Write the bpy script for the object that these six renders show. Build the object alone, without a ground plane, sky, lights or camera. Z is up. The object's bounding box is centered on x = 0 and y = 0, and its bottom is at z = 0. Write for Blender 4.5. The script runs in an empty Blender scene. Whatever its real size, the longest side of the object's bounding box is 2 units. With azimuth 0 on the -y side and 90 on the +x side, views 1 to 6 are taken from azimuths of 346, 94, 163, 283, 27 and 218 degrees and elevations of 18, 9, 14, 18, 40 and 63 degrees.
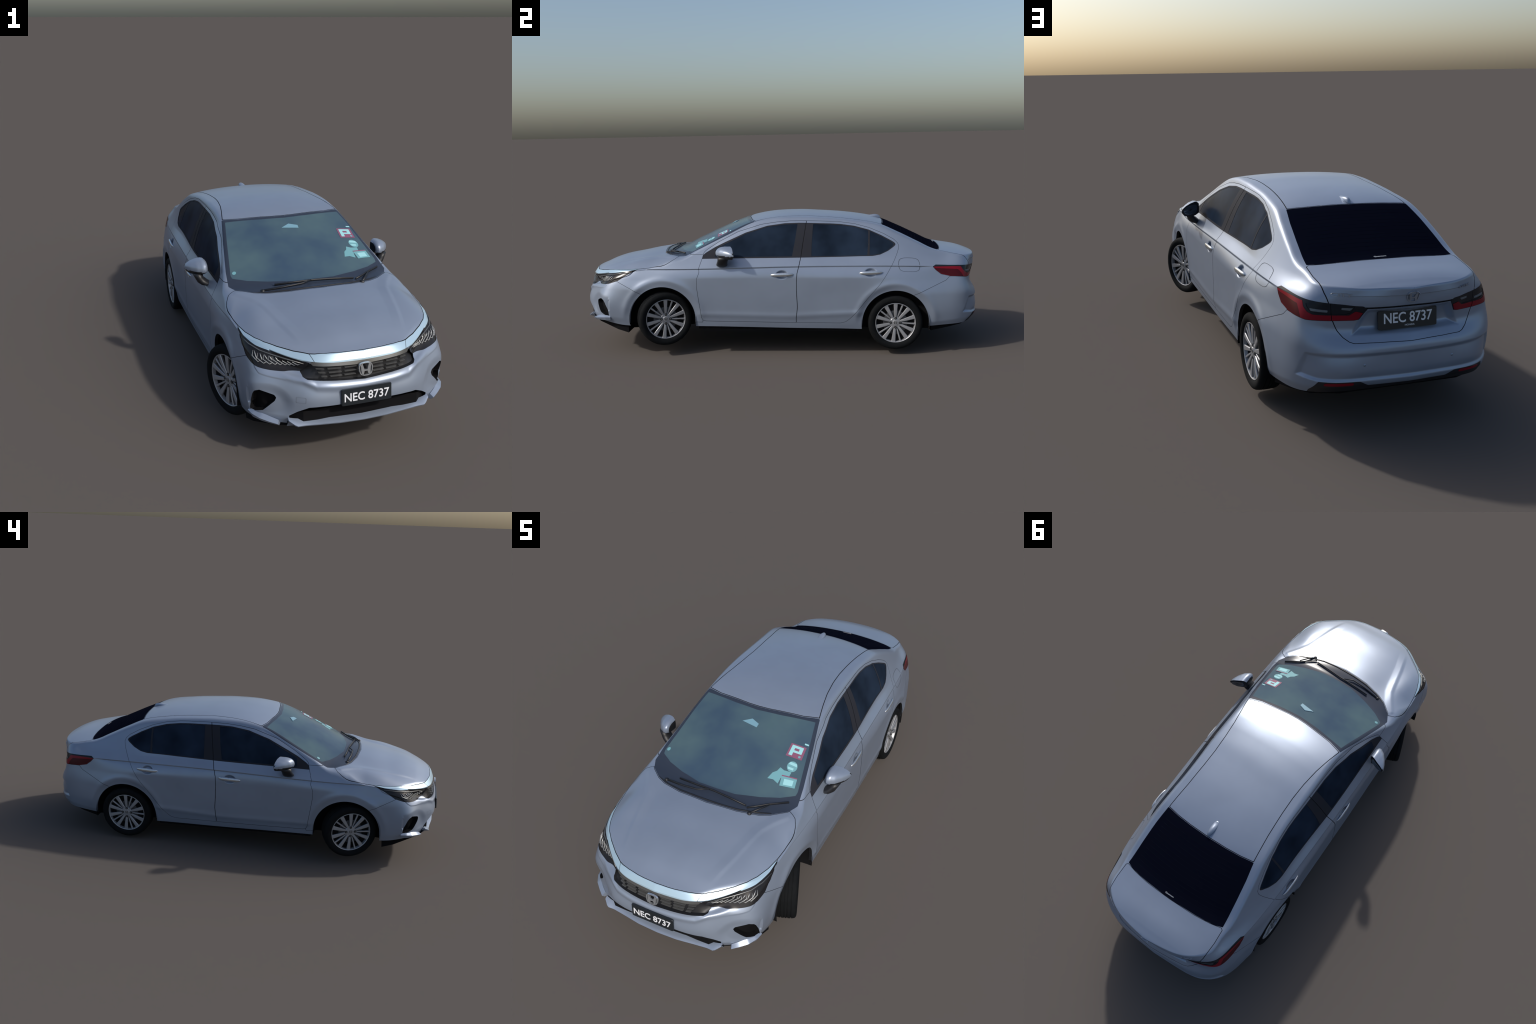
"""Silver four-door saloon car, built part by part.
Everything is modelled in the car's own frame (nose at -y, left side at +x, road about z = 0.03);
the root Empty then turns the whole car into its slightly tilted pose."""
import bpy, math, random
from mathutils import Matrix
import numpy as np

# ------------------------------------------------------------------ helpers
def pchip(xs, ys):
    """monotone cubic through (xs, ys); ys may be (n, k). Returns f(x)."""
    xs = np.asarray(xs, float); ys = np.asarray(ys, float)
    one = ys.ndim == 1
    if one: ys = ys[:, None]
    h = np.diff(xs)[:, None]; d = np.diff(ys, axis=0) / h
    m = np.zeros_like(ys)
    w1 = 2 * h[1:] + h[:-1]; w2 = h[1:] + 2 * h[:-1]
    same = d[1:] * d[:-1] > 0
    with np.errstate(divide='ignore', invalid='ignore'):
        hm = (w1 + w2) / (w1 / d[:-1] + w2 / d[1:])
    m[1:-1] = np.where(same, hm, 0)
    m[0] = d[0]; m[-1] = d[-1]
    def f(x):
        x = np.asarray(x, float); sh = x.shape; x = x.ravel()
        i = np.clip(np.searchsorted(xs, x, side='right') - 1, 0, len(xs) - 2)
        H = h[i]; t = ((x - xs[i])[:, None]) / H
        t = np.clip(t, 0, 1)
        r = ((1 + 2 * t) * (1 - t) ** 2 * ys[i] + t * (1 - t) ** 2 * H * m[i]
             + t * t * (3 - 2 * t) * ys[i + 1] + t * t * (t - 1) * H * m[i + 1])
        return r[:, 0].reshape(sh) if one else r.reshape(sh + (ys.shape[1],))
    return f

def cubic(xs, ys):
    """natural C2 cubic spline; ys (n, k)."""
    xs = np.asarray(xs, float); ys = np.asarray(ys, float)
    one = ys.ndim == 1
    if one: ys = ys[:, None]
    n = len(xs); h = np.diff(xs)
    A = np.eye(n); B = np.zeros_like(ys)
    for i in range(1, n - 1):
        A[i, i - 1] = h[i - 1]; A[i, i] = 2 * (h[i - 1] + h[i]); A[i, i + 1] = h[i]
        B[i] = 6 * ((ys[i + 1] - ys[i]) / h[i] - (ys[i] - ys[i - 1]) / h[i - 1])
    M = np.linalg.solve(A, B)
    def f(x):
        x = np.asarray(x, float); sh = x.shape; x = x.ravel()
        i = np.clip(np.searchsorted(xs, x, side='right') - 1, 0, n - 2)
        H = h[i][:, None]; a = (xs[i + 1] - x)[:, None]; b = (x - xs[i])[:, None]
        r = (M[i] * a ** 3 + M[i + 1] * b ** 3) / (6 * H) + (ys[i] / H - M[i] * H / 6) * a + (ys[i + 1] / H - M[i + 1] * H / 6) * b
        return r[:, 0].reshape(sh) if one else r.reshape(sh + (ys.shape[1],))
    return f

def smooth(a, b, x):
    t = np.clip((x - a) / (b - a), 0, 1)
    return t * t * (3 - 2 * t)

def bell(x, w):
    return np.exp(-(x / w) ** 2)

# ------------------------------------------------------------------ body surface, car frame: nose at -y, x mirrored
# each rail runs round half the car, from the middle of the nose to the middle of the tail
STATIONS = 19
RAIL_BOTTOM = [(.000,-.972,.145),(.090,-.969,.145),(.180,-.951,.146),(.260,-.916,.146),(.316,-.861,.142),(.337,-.800,.132),(.346,-.720,.126),(.351,-.575,.128),(.355,-.400,.131),(.356,-.150,.131),(.356,.090,.130),(.354,.330,.130),(.352,.560,.132),(.350,.700,.146),(.338,.810,.156),(.305,.890,.160),(.240,.938,.166),(.130,.960,.172),(.000,.966,.174)]
RAIL_SILL = [(0,-0.985,0.175),(0.09,-0.983,0.175),(0.182,-0.967,0.176),(0.266,-0.926,0.178),(0.333,-0.874,0.178),(0.352,-0.8,0.172),(0.357,-0.715,0.166),(0.362,-0.575,0.162),(0.36,-0.4,0.16),(0.362,-0.15,0.158),(0.362,0.09,0.158),(0.361,0.33,0.158),(0.36,0.56,0.162),(0.361,0.7,0.17),(0.347,0.81,0.182),(0.315,0.899,0.19),(0.246,0.958,0.196),(0.129,0.98,0.198),(0,0.987,0.198)]
RAIL_LOW = [(0,-0.992,0.228),(0.09,-0.992,0.228),(0.182,-0.976,0.228),(0.265,-0.925,0.229),(0.34,-0.877,0.231),(0.357,-0.801,0.23),(0.368,-0.7,0.225),(0.375,-0.575,0.222),(0.369,-0.4,0.22),(0.369,-0.15,0.218),(0.37,0.09,0.218),(0.37,0.33,0.22),(0.372,0.56,0.222),(0.369,0.7,0.228),(0.351,0.81,0.232),(0.316,0.906,0.236),(0.247,0.967,0.238),(0.13,0.99,0.238),(0,0.995,0.238)]
RAIL_MID = [(0,-0.984,0.288),(0.09,-0.981,0.288),(0.178,-0.962,0.289),(0.264,-0.91,0.296),(0.329,-0.862,0.302),(0.353,-0.791,0.303),(0.369,-0.69,0.3),(0.378,-0.575,0.3),(0.372,-0.4,0.3),(0.371,-0.15,0.3),(0.372,0.09,0.3),(0.371,0.33,0.302),(0.376,0.56,0.302),(0.367,0.7,0.302),(0.347,0.81,0.302),(0.316,0.907,0.3),(0.241,0.957,0.3),(0.129,0.982,0.3),(0,0.992,0.3)]
RAIL_HIGH = [(0,-0.978,0.33),(0.09,-0.974,0.331),(0.165,-0.95,0.333),(0.249,-0.881,0.341),(0.314,-0.844,0.35),(0.342,-0.78,0.356),(0.354,-0.69,0.358),(0.367,-0.575,0.362),(0.371,-0.4,0.366),(0.371,-0.15,0.37),(0.372,0.09,0.374),(0.373,0.33,0.378),(0.367,0.56,0.38),(0.35,0.7,0.38),(0.332,0.81,0.38),(0.306,0.895,0.378),(0.231,0.932,0.368),(0.129,0.952,0.364),(0,0.966,0.364)]
RAIL_CREASE = [(.000,-.973,.357),(.088,-.966,.357),(.165,-.946,.358),(.253,-.875,.370),(.304,-.808,.385),(.328,-.745,.396),(.340,-.688,.404),(.353,-.575,.409),(.361,-.400,.414),(.364,-.150,.424),(.362,.090,.433),(.357,.330,.438),(.349,.560,.440),(.337,.700,.439),(.318,.810,.437),(.289,.891,.437),(.222,.934,.440),(.130,.969,.442),(.000,.977,.442)]
RAIL_BELT = [(0,-0.95,0.395),(0.089,-0.942,0.395),(0.154,-0.914,0.398),(0.238,-0.84,0.412),(0.288,-0.775,0.424),(0.313,-0.715,0.434),(0.323,-0.66,0.442),(0.33,-0.575,0.45),(0.331,-0.4,0.462),(0.335,-0.15,0.467),(0.334,0.09,0.472),(0.325,0.33,0.476),(0.321,0.56,0.484),(0.299,0.7,0.488),(0.276,0.81,0.485),(0.263,0.883,0.48),(0.205,0.936,0.48),(0.118,0.965,0.481),(0,0.981,0.481)]
RAIL_ROOF = [(0,-0.789,0.66),(0.05,-0.779,0.66),(0.09,-0.75,0.66),(0.13,-0.7,0.66),(0.16,-0.66,0.66),(0.18,-0.62,0.66),(0.19,-0.58,0.66),(0.209,-0.5,0.66),(0.227,-0.36,0.66),(0.24,-0.13,0.66),(0.247,0.09,0.66),(0.242,0.33,0.66),(0.236,0.55,0.66),(0.212,0.68,0.66),(0.197,0.77,0.66),(0.161,0.83,0.66),(0.13,0.88,0.66),(0.069,0.919,0.66),(0,0.929,0.66)]
RAILS = [RAIL_BOTTOM, RAIL_SILL, RAIL_LOW, RAIL_MID, RAIL_HIGH, RAIL_CREASE, RAIL_BELT, RAIL_ROOF]

CENTRE_LINE = [(-1.06,0.2987),(-1,0.3526),(-0.965,0.3745),(-0.93,0.3903),(-0.88,0.4136),(-0.82,0.4329),(-0.75,0.4474),(-0.65,0.4668),(-0.575,0.4754),(-0.535,0.4787),(-0.515,0.483),(-0.433,0.5231),(-0.323,0.5765),(-0.238,0.6144),(-0.162,0.642),(-0.086,0.6598),(-0.029,0.6682),(0.04,0.6737),(0.12,0.6761),(0.2,0.6738),(0.3,0.6694),(0.4,0.66),(0.5,0.6423),(0.6,0.6046),(0.7,0.5598),(0.775,0.5262),(0.8,0.5192),(0.85,0.5119),(0.9,0.5058),(0.94,0.4964),(0.97,0.4822),(1,0.4678),(1.06,0.4284)]
CROWN = [(-1.060,.0301),(-.930,.0342),(-.800,.0308),(-.650,.0277),(-.500,.0110),(-.320,.0122),(-.150,.0072),(.100,.0175),(.350,.0198),(.500,.0126),(.770,.0100),(.900,.0200),(1.060,.0299)]
BOW = [(-1.06,0),(-.75,0),(-.58,-.30),(-.45,-.40),(-.1,-.40),(.1,0),(.35,.3),(.5,.5),(.8,.55),(.88,.3),(.95,0),(1.06,0)]

centre_f = pchip(*zip(*CENTRE_LINE)); crown_f = pchip(*zip(*CROWN)); bow_f = pchip(*zip(*BOW))

def top_sheet(x, y):
    ye = y + bow_f(y) * x * x
    return centre_f(ye) - crown_f(y) * (np.abs(x) / .25) ** 2.3

def build_grid(nc=420, ns=150, nt=90):
    """half body as an array of points (columns, rows, 3); rows < ns on the flank, the rest on the top sheet"""
    P = np.array(RAILS, float)                      # rails, stations, 3
    arc = np.concatenate([[0], np.cumsum(np.linalg.norm(np.diff(P[3], axis=0), axis=1))])
    u = np.linspace(0, arc[-1], nc)
    R = np.stack([cubic(arc, p)(u) for p in P])     # rails, nc, 3
    R[:, 0, 0] = 0; R[:, -1, 0] = 0
    out = np.zeros((nc, ns + nt, 3))
    for c in range(nc):
        pts = R[:, c]
        s = np.concatenate([[0], np.cumsum(np.linalg.norm(np.diff(pts, axis=0), axis=1))])
        sv = np.unique(np.concatenate([np.linspace(a, b, 60, endpoint=False) for a, b in zip(s[:-1], s[1:])] + [[s[-1]]]))
        k = 5                                        # the crease is a sharp row
        lo = pchip(s[:k + 1], pts[:k + 1]); hi = pchip(s[k:], pts[k:])
        q = np.where((sv <= s[k])[:, None], lo(np.minimum(sv, s[k])), hi(np.maximum(sv, s[k])))
        soft = float(smooth(.76, .86, pts[k, 1]))    # and fades out round the tail
        if soft > 0: q = q * (1 - soft) + pchip(s, pts)(sv) * soft
        g = q[:, 2] - top_sheet(q[:, 0], q[:, 1])
        i = np.argmax(g > 0)
        t = g[i - 1] / (g[i - 1] - g[i]); hit = q[i - 1] + t * (q[i] - q[i - 1])
        low = np.vstack([q[:i], hit])
        # inward over the top sheet, towards the centre line
        yc = hit[1]
        fr = np.linspace(0, 1, 120)[1:]
        if hit[1] < -.5:                             # fan out over the bonnet
            yc = hit[1] + 0.0
        x = hit[0] * (1 - fr); y = hit[1] + (yc - hit[1]) * fr
        top = np.stack([x, y, top_sheet(x, y)], 1)
        top[:, 2] += (hit[2] - top_sheet(hit[0], hit[1]))
        # round the corner
        rad = float(np.interp(hit[1], [-1, -.9, -.75, -.6, -.45, -.2, .5, .8, .92, 1], [.006, .008, .022, .03, .014, .014, .016, .012, .008, .005]))
        rad = min(rad, .45 * hit[0] + .003)
        def cutback(line, d):
            ss = np.concatenate([[0], np.cumsum(np.linalg.norm(np.diff(line, axis=0), axis=1))])
            d = min(d, ss[-1] * .6)
            p = np.array([np.interp(d, ss, line[:, j]) for j in range(3)])
            return p, line[ss > d]
        cr = R[5, c]
        ci = int(np.argmin(((low - cr) ** 2).sum(1)))
        rad = min(rad, .8 * float(np.linalg.norm(np.diff(low[ci:], axis=0), axis=1).sum()) + 1e-4)
        pa, la = cutback(low[::-1], rad)
        pb, lb = cutback(np.vstack([hit[None], top]), rad)
        tt = np.linspace(0, 1, 14)[:, None]
        arcp = (1 - tt) ** 2 * pa + 2 * tt * (1 - tt) * hit + tt ** 2 * pb
        mid = len(arcp) // 2
        A = np.vstack([la[::-1], arcp[:mid + 1]]); B = np.vstack([arcp[mid:], lb])
        def resample(line, n):
            ss = np.concatenate([[0], np.cumsum(np.linalg.norm(np.diff(line, axis=0), axis=1))])
            w = np.linspace(0, ss[-1], n)
            return np.stack([np.interp(w, ss, line[:, j]) for j in range(3)], 1)
        n1 = int(ns * .62)
        ci = min(ci, len(A) - 2)
        out[c, :n1] = resample(A[:ci + 1], n1 + 1)[:-1]
        out[c, n1:ns] = resample(A[ci:], ns - n1 + 1)[:-1]
        out[c, ns:] = resample(B, nt)
    return out

# ------------------------------------------------------------------ relief of the panels
FRONT_HUB = (-.571, .163); REAR_HUB = (.560, .162); ARCH_R = .161

def seg_dist(P, line):
    """distance of 2D points to an open polyline, and the side (sign)"""
    line = np.asarray(line, float)
    best = np.full(len(P), 1e9); side = np.ones(len(P))
    for a, b in zip(line[:-1], line[1:]):
        d = b - a; t = np.clip(((P - a) @ d) / (d @ d), 0, 1)
        r = P - (a + t[:, None] * d); m = np.hypot(r[:, 0], r[:, 1])
        sg = np.sign(d[0] * (P[:, 1] - a[1]) - d[1] * (P[:, 0] - a[0])); sg[sg == 0] = 1
        u = m < best
        best[u] = m[u]; side[u] = sg[u]
    return best, side

def poly_sdf(P, poly):
    """signed distance to a closed polygon, negative inside; far points are skipped"""
    poly = np.asarray(poly, float)
    out = np.ones(len(P))
    lo = poly.min(0) - .03; hi = poly.max(0) + .03
    near = np.all((P > lo) & (P < hi), axis=1)
    Q = P[near]
    if len(Q) == 0: return out
    best = np.full(len(Q), 1e9); inside = np.zeros(len(Q), bool)
    n = len(poly)
    for i in range(n):
        a = poly[i]; b = poly[(i + 1) % n]; d = b - a
        L = d @ d
        if L < 1e-14: continue
        t = np.clip(((Q - a) @ d) / L, 0, 1)
        r = Q - (a + t[:, None] * d); best = np.minimum(best, np.hypot(r[:, 0], r[:, 1]))
        c = (a[1] > Q[:, 1]) != (b[1] > Q[:, 1])
        with np.errstate(divide='ignore', invalid='ignore'):
            xx = (b[0] - a[0]) * (Q[:, 1] - a[1]) / (b[1] - a[1]) + a[0]
        inside ^= c & (Q[:, 0] < xx)
    out[near] = np.where(inside, -best, best)
    return out

def grid_normals(G):
    du = np.gradient(G, axis=0); dv = np.gradient(G, axis=1)
    n = np.cross(du, dv); l = np.linalg.norm(n, axis=2, keepdims=True)
    n = n / np.maximum(l, 1e-12)
    bad = l[..., 0] < 1e-10
    n[bad] = (0, 0, 1)
    return n

HOOD_RIDGE = [(.178,-.885),(.206,-.775),(.229,-.655),(.238,-.622),(.262,-.578),(.298,-.527)]
PLATE_POCKET = [(-.18,.340),(.18,.340),(.137,.420),(-.137,.420)]
BUMPER_FACE = [(-.28,.206),(.28,.206),(.327,.215),(.318,.262),(.309,.292),(-.309,.292),(-.318,.262),(-.327,.215)]

def relief(G, N):
    x, y, z = G[..., 0], G[..., 1], G[..., 2]
    d = np.zeros_like(x)
    flank = smooth(.28, .32, x)
    for hy, hz in (FRONT_HUB, REAR_HUB):                     # dished band round the wheel arches
        r = np.hypot(y - hy, z - hz)
        d -= flank * .007 * (1 - smooth(ARCH_R - .004, ARCH_R + .032, r)) * smooth(.14, .22, z)
        d += flank * .002 * bell(r - (ARCH_R + .034), .014) * smooth(.14, .22, z)
    crease = np.interp(y, [-.70, -.575, -.4, -.15, .09, .33, .56, .74], [.404, .409, .414, .424, .433, .438, .440, .438])
    under = (z < crease - .0004) * np.exp(-np.clip(crease - z, 0, None) / .013)
    d -= .0055 * under * smooth(-.70, -.52, y) * (1 - smooth(.66, .75, y)) * flank
    # lower door swage, rising towards the rear wheel
    sw = np.interp(y, [-.4, .05, .40], [.192, .190, .212])
    d += flank * .0025 * bell(z - sw, .014) * smooth(-.42, -.38, y) * (1 - smooth(.36, .44, y))
    # barrelled side glass
    hi = np.interp(y, [-.40, -.30, -.13, .10, .40, .55], [.475, .545, .625, .645, .615, .545])
    t = np.clip((z - .468) / np.maximum(hi - .468, .01), 0, 1)
    d += np.where(N[..., 0] > .5, .009 * np.sin(np.pi * t) * smooth(-.36, -.22, y) * (1 - smooth(.40, .56, y)), 0)
    # raised outer shoulders of the bonnet
    d += np.where((N[..., 2] > .4) & (y < -.45), .0145 * bell(x - .274, .055) * bell(y + .690, .135), 0)
    # grip pockets behind the door handles
    for hy, hz in ((.008, .392), (.434, .408)):
        e = ((y - hy) / .030) ** 2 + ((z - hz) / .021) ** 2
        d -= flank * .011 * (1 - smooth(.35, 1.0, e))
    # bonnet ridges
    top = (N[..., 2] > .5) & (y < -.45)
    dist, side = seg_dist(np.stack([x, y], -1).reshape(-1, 2), HOOD_RIDGE)
    dist = dist.reshape(x.shape); side = side.reshape(x.shape)
    ridge = np.clip(1 - dist / np.where(side > 0, .030, .014), 0, 1)
    d += np.where(top, .0030 * ridge * smooth(-.91, -.80, y), 0)
    # number plate pocket in the boot lid, with a ledge below it
    back = (y > .9) & (N[..., 1] > .3)
    s = poly_sdf(np.stack([x, z], -1).reshape(-1, 2), PLATE_POCKET).reshape(x.shape)
    d -= np.where(back, .016 * (1 - smooth(-.022, .002, s)), 0)
    # rear bumper face, sunk between its corners, with a ledge below
    s = poly_sdf(np.stack([x, z], -1).reshape(-1, 2), BUMPER_FACE).reshape(x.shape)
    d -= np.where(back | ((y > .84) & (z < .31)), .008 * (1 - smooth(-.009, .001, s)), 0)
    # ducktail lip
    d += np.where((y > .9) & (z > .46), .004 * bell(y - .975, .02), 0)
    # bumper ledge under the grille and the shoulder round the fog lamps
    fr = (y < -.84)
    led = np.interp(x, [0, .1, .16, .20, .26], [.272, .276, .281, .300, .312])
    d += np.where(fr, .005 * bell(z - led, .010) * (1 - smooth(.22, .30, x)), 0)
    e = np.hypot((x - .208) / .050, (z - .320) / .030)
    d -= np.where(fr, .005 * (1 - smooth(.1, 1.0, e)), 0)
    e = np.hypot((x - .305) / .07, (z - .215) / .06)
    d -= np.where(fr, .008 * (1 - smooth(.55, 1.15, e)), 0)
    return d

# ------------------------------------------------------------------ cutting the skin into panels
class Skin:
    def __init__(self, G):
        N = grid_normals(G)
        if N[len(N) // 2, 30, 0] < 0: N = -N
        self.flip = False
        G = G + N * relief(G, N)[..., None]
        G[0, :, 0] = 0; G[-1, :, 0] = 0; G[:, -1, 0] = 0
        N = grid_normals(G)
        if N[len(N) // 2, 30, 0] < 0: N = -N; self.flip = True
        N[:, -1, 0] = 0; N[0, :, 0] = 0; N[-1, :, 0] = 0
        nc, nr = G.shape[:2]
        self.V = G.reshape(-1, 3); self.N = N.reshape(-1, 3); self.n0 = len(self.V)
        i = np.arange(nc - 1)[:, None] * nr + np.arange(nr - 1)[None]
        i = i.ravel()
        a, b, c, d = i, i + nr, i + nr + 1, i + 1
        F = np.vstack([np.stack([a, b, c], 1), np.stack([a, c, d], 1)])
        if self.flip: F = F[:, ::-1]
        area = np.linalg.norm(np.cross(self.V[F[:, 1]] - self.V[F[:, 0]], self.V[F[:, 2]] - self.V[F[:, 0]]), axis=1)
        self.F = F[area > 1e-12]
        self.L = np.zeros(len(self.F), int)
        self.names = ['body']

    def split(self, s):
        s = s.copy(); s[np.abs(s) < 2e-5] = 0
        F, L, V, N = self.F, self.L, self.V, self.N
        sg = np.sign(s)[F]
        mix = (sg.max(1) > 0) & (sg.min(1) < 0)
        if not mix.any(): return s
        M = F[mix]; ML = L[mix]; MS = sg[mix]
        e = np.vstack([M[:, [0, 1]], M[:, [1, 2]], M[:, [2, 0]]])
        es = np.sort(e, 1); cross = s[es[:, 0]] * s[es[:, 1]] < 0
        key, inv = np.unique(es[cross], axis=0, return_inverse=True); inv = inv.ravel()
        ta = s[key[:, 0]]; tb = s[key[:, 1]]; t = (ta / (ta - tb))[:, None]
        nv = V[key[:, 0]] * (1 - t) + V[key[:, 1]] * t
        nn = N[key[:, 0]] * (1 - t) + N[key[:, 1]] * t
        nn /= np.maximum(np.linalg.norm(nn, axis=1, keepdims=True), 1e-12)
        ids = np.full(len(es), -1); ids[cross] = len(V) + inv
        m = len(M); E = np.stack([ids[:m], ids[m:2 * m], ids[2 * m:]], 1)
        out = []; lab = []
        nz = (MS == 0).sum(1)
        for r in range(3):                                   # one corner on the line
            k = (nz == 1) & (MS[:, r] == 0)
            a, b, c, p = M[k, r], M[k, (r + 1) % 3], M[k, (r + 2) % 3], E[k, (r + 1) % 3]
            out += [np.stack([a, b, p], 1), np.stack([a, p, c], 1)]; lab += [ML[k], ML[k]]
            o = MS[:, r]                                     # a lone corner on one side
            k = (nz == 0) & (o != MS[:, (r + 1) % 3]) & (o != MS[:, (r + 2) % 3])
            a, b, c, p, q = M[k, r], M[k, (r + 1) % 3], M[k, (r + 2) % 3], E[k, r], E[k, (r + 2) % 3]
            out += [np.stack([a, p, q], 1), np.stack([p, b, c], 1), np.stack([p, c, q], 1)]; lab += [ML[k]] * 3
        self.F = np.vstack([F[~mix]] + out); self.L = np.concatenate([L[~mix]] + lab)
        self.V = np.vstack([V, nv]); self.N = np.vstack([N, nn])
        return np.concatenate([s, np.zeros(len(nv))])

    def region(self, name, proj, poly, zone, gap=0., only=None):
        """label all faces whose projection falls inside the closed outline; an optional gap strip runs inside its edge"""
        poly = np.asarray(poly, float)
        def field(off):
            z = zone(self.V)
            s = np.ones(len(self.V))
            P = proj(self.V[z])
            s[z] = poly_sdf(P, poly) + off
            return s
        self.split(field(0.))
        if gap: self.split(field(gap))
        s = field(0.)
        if name not in self.names: self.names.append(name)
        c = s[self.F].mean(1)
        ok = c < 0
        if only is not None: ok &= np.isin(self.L, [self.names.index(o) for o in only if o in self.names])
        if gap:
            if 'panel_gap' not in self.names: self.names.append('panel_gap')
            self.L[ok & (c > -gap)] = self.names.index('panel_gap')
            self.L[ok & (c <= -gap)] = self.names.index(name)
        else:
            self.L[ok] = self.names.index(name)

    def seam(self, proj, line, zone, width, only=None):
        """a narrow groove along an open line"""
        def field(k):
            z = zone(self.V); s = np.ones(len(self.V))
            d, sd = seg_dist(proj(self.V[z]), line)
            s[z] = d * sd if k == 0 else d - width / 2
            s[z] = np.where(d > .02, 1, s[z])
            return s
        self.split(field(0)); self.split(field(1))
        c = field(1)[self.F].mean(1)
        ok = c < 0
        if only is not None: ok &= np.isin(self.L, [self.names.index(o) for o in only if o in self.names])
        if 'panel_gap' not in self.names: self.names.append('panel_gap')
        self.L[ok] = self.names.index('panel_gap')

    def relabel(self, src, dst, test):
        if dst not in self.names: self.names.append(dst)
        c = self.V[self.F].mean(1)
        self.L[(self.L == self.names.index(src)) & test(c)] = self.names.index(dst)

    def pick(self, name):
        f = self.F[self.L == self.names.index(name)]
        u, inv = np.unique(f, return_inverse=True)
        return self.V[u], self.N[u], inv.reshape(-1, 3)

side_p = lambda V: V[:, [1, 2]]
plan_p = lambda V: V[:, [0, 1]]
nose_p = lambda V: np.stack([V[:, 0] + V[:, 1], V[:, 2]], 1)      # unrolled round the front corner
tail_p = lambda V: np.stack([V[:, 0] - V[:, 1], V[:, 2]], 1)      # unrolled round the rear corner
boot_p = lambda V: np.stack([V[:, 0], V[:, 1] - V[:, 2]], 1)      # unrolled over the boot edge
rear_p = lambda V: V[:, [0, 2]]

def rounded(poly, n=6, r=.35):
    """closed outline with softened corners"""
    poly = np.asarray(poly, float); out = []
    m = len(poly)
    for i in range(m):
        p0, p1, p2 = poly[i - 1], poly[i], poly[(i + 1) % m]
        a = p1 + (p0 - p1) * r; b = p1 + (p2 - p1) * r
        for t in np.linspace(0, 1, n):
            out.append((1 - t) ** 2 * a + 2 * t * (1 - t) * p1 + t * t * b)
    return np.array(out)

def mirror_x(poly):
    poly = [tuple(p) for p in poly]
    return poly + [(-x, y) for x, y in poly[::-1]]

# ---- outlines, measured on the car (side view: y, z)
DOOR_FRONT_EDGE = [(-.373,.490),(-.382,.458),(-.395,.417),(-.393,.396),(-.404,.367),(-.404,.323),(-.396,.270),(-.386,.209),(-.381,.174),(-.374,.162),(-.361,.157)]
DOOR_MIDDLE = [(.125,.645),(.108,.540),(.099,.476),(.089,.432),(.081,.400),(.079,.356),(.081,.297),(.085,.237),(.083,.207),(.080,.181),(.081,.157)]
DOOR_FRONT_TOP = [(.045,.643),(-.022,.637),(-.097,.625),(-.209,.589),(-.301,.541),(-.362,.501)]
DOOR_REAR_EDGE = [(.240,.643),(.288,.641),(.358,.633),(.428,.616),(.498,.589),(.549,.562),(.568,.544),(.573,.530),(.570,.515),(.563,.495),(.550,.467),(.535,.440),(.515,.406),(.483,.357),
    (.440,.305),(.400,.253),(.368,.212),(.340,.181),(.320,.165),(.295,.158)]
FRONT_DOOR = DOOR_FRONT_EDGE + DOOR_MIDDLE[::-1] + DOOR_FRONT_TOP
REAR_DOOR = DOOR_MIDDLE + DOOR_REAR_EDGE[::-1]
FRAME_FRONT = [(-.394,.459),(-.365,.487),(-.319,.515),(-.271,.539),(-.171,.585),(-.067,.618),(.019,.631),(.085,.634),(.127,.634),(.111,.540),(.100,.472),(-.068,.468),(-.23,.464)]
FRAME_REAR = [(.124,.634),(.24,.632),(.288,.630),(.358,.622),(.428,.605),(.488,.580),(.539,.554),(.553,.545),(.557,.539),(.555,.533),(.547,.526),(.519,.507),(.481,.490),(.444,.483),(.38,.481),(.288,.477),(.096,.472),(.104,.540),(.119,.634)]
GLASS_FRONT = [(-.315,.507),(-.271,.530),(-.171,.579),(-.067,.613),(.019,.626),(.081,.628),(.069,.550),(.056,.478),(-.23,.471),(-.318,.469)]
GLASS_REAR = [(.157,.629),(.24,.627),(.288,.625),(.358,.617),(.425,.601),(.423,.540),(.419,.486),(.288,.482),(.149,.479),(.151,.54)]
GLASS_QUARTER = [(.434,.598),(.488,.575),(.539,.549),(.549,.539),(.541,.527),(.515,.509),(.482,.494),(.444,.488),(.430,.487),(.432,.54)]
FUEL_FLAP = rounded([(.572,.477),(.662,.475),(.673,.442),(.665,.412),(.578,.413),(.565,.440)], 6, .42)
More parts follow.
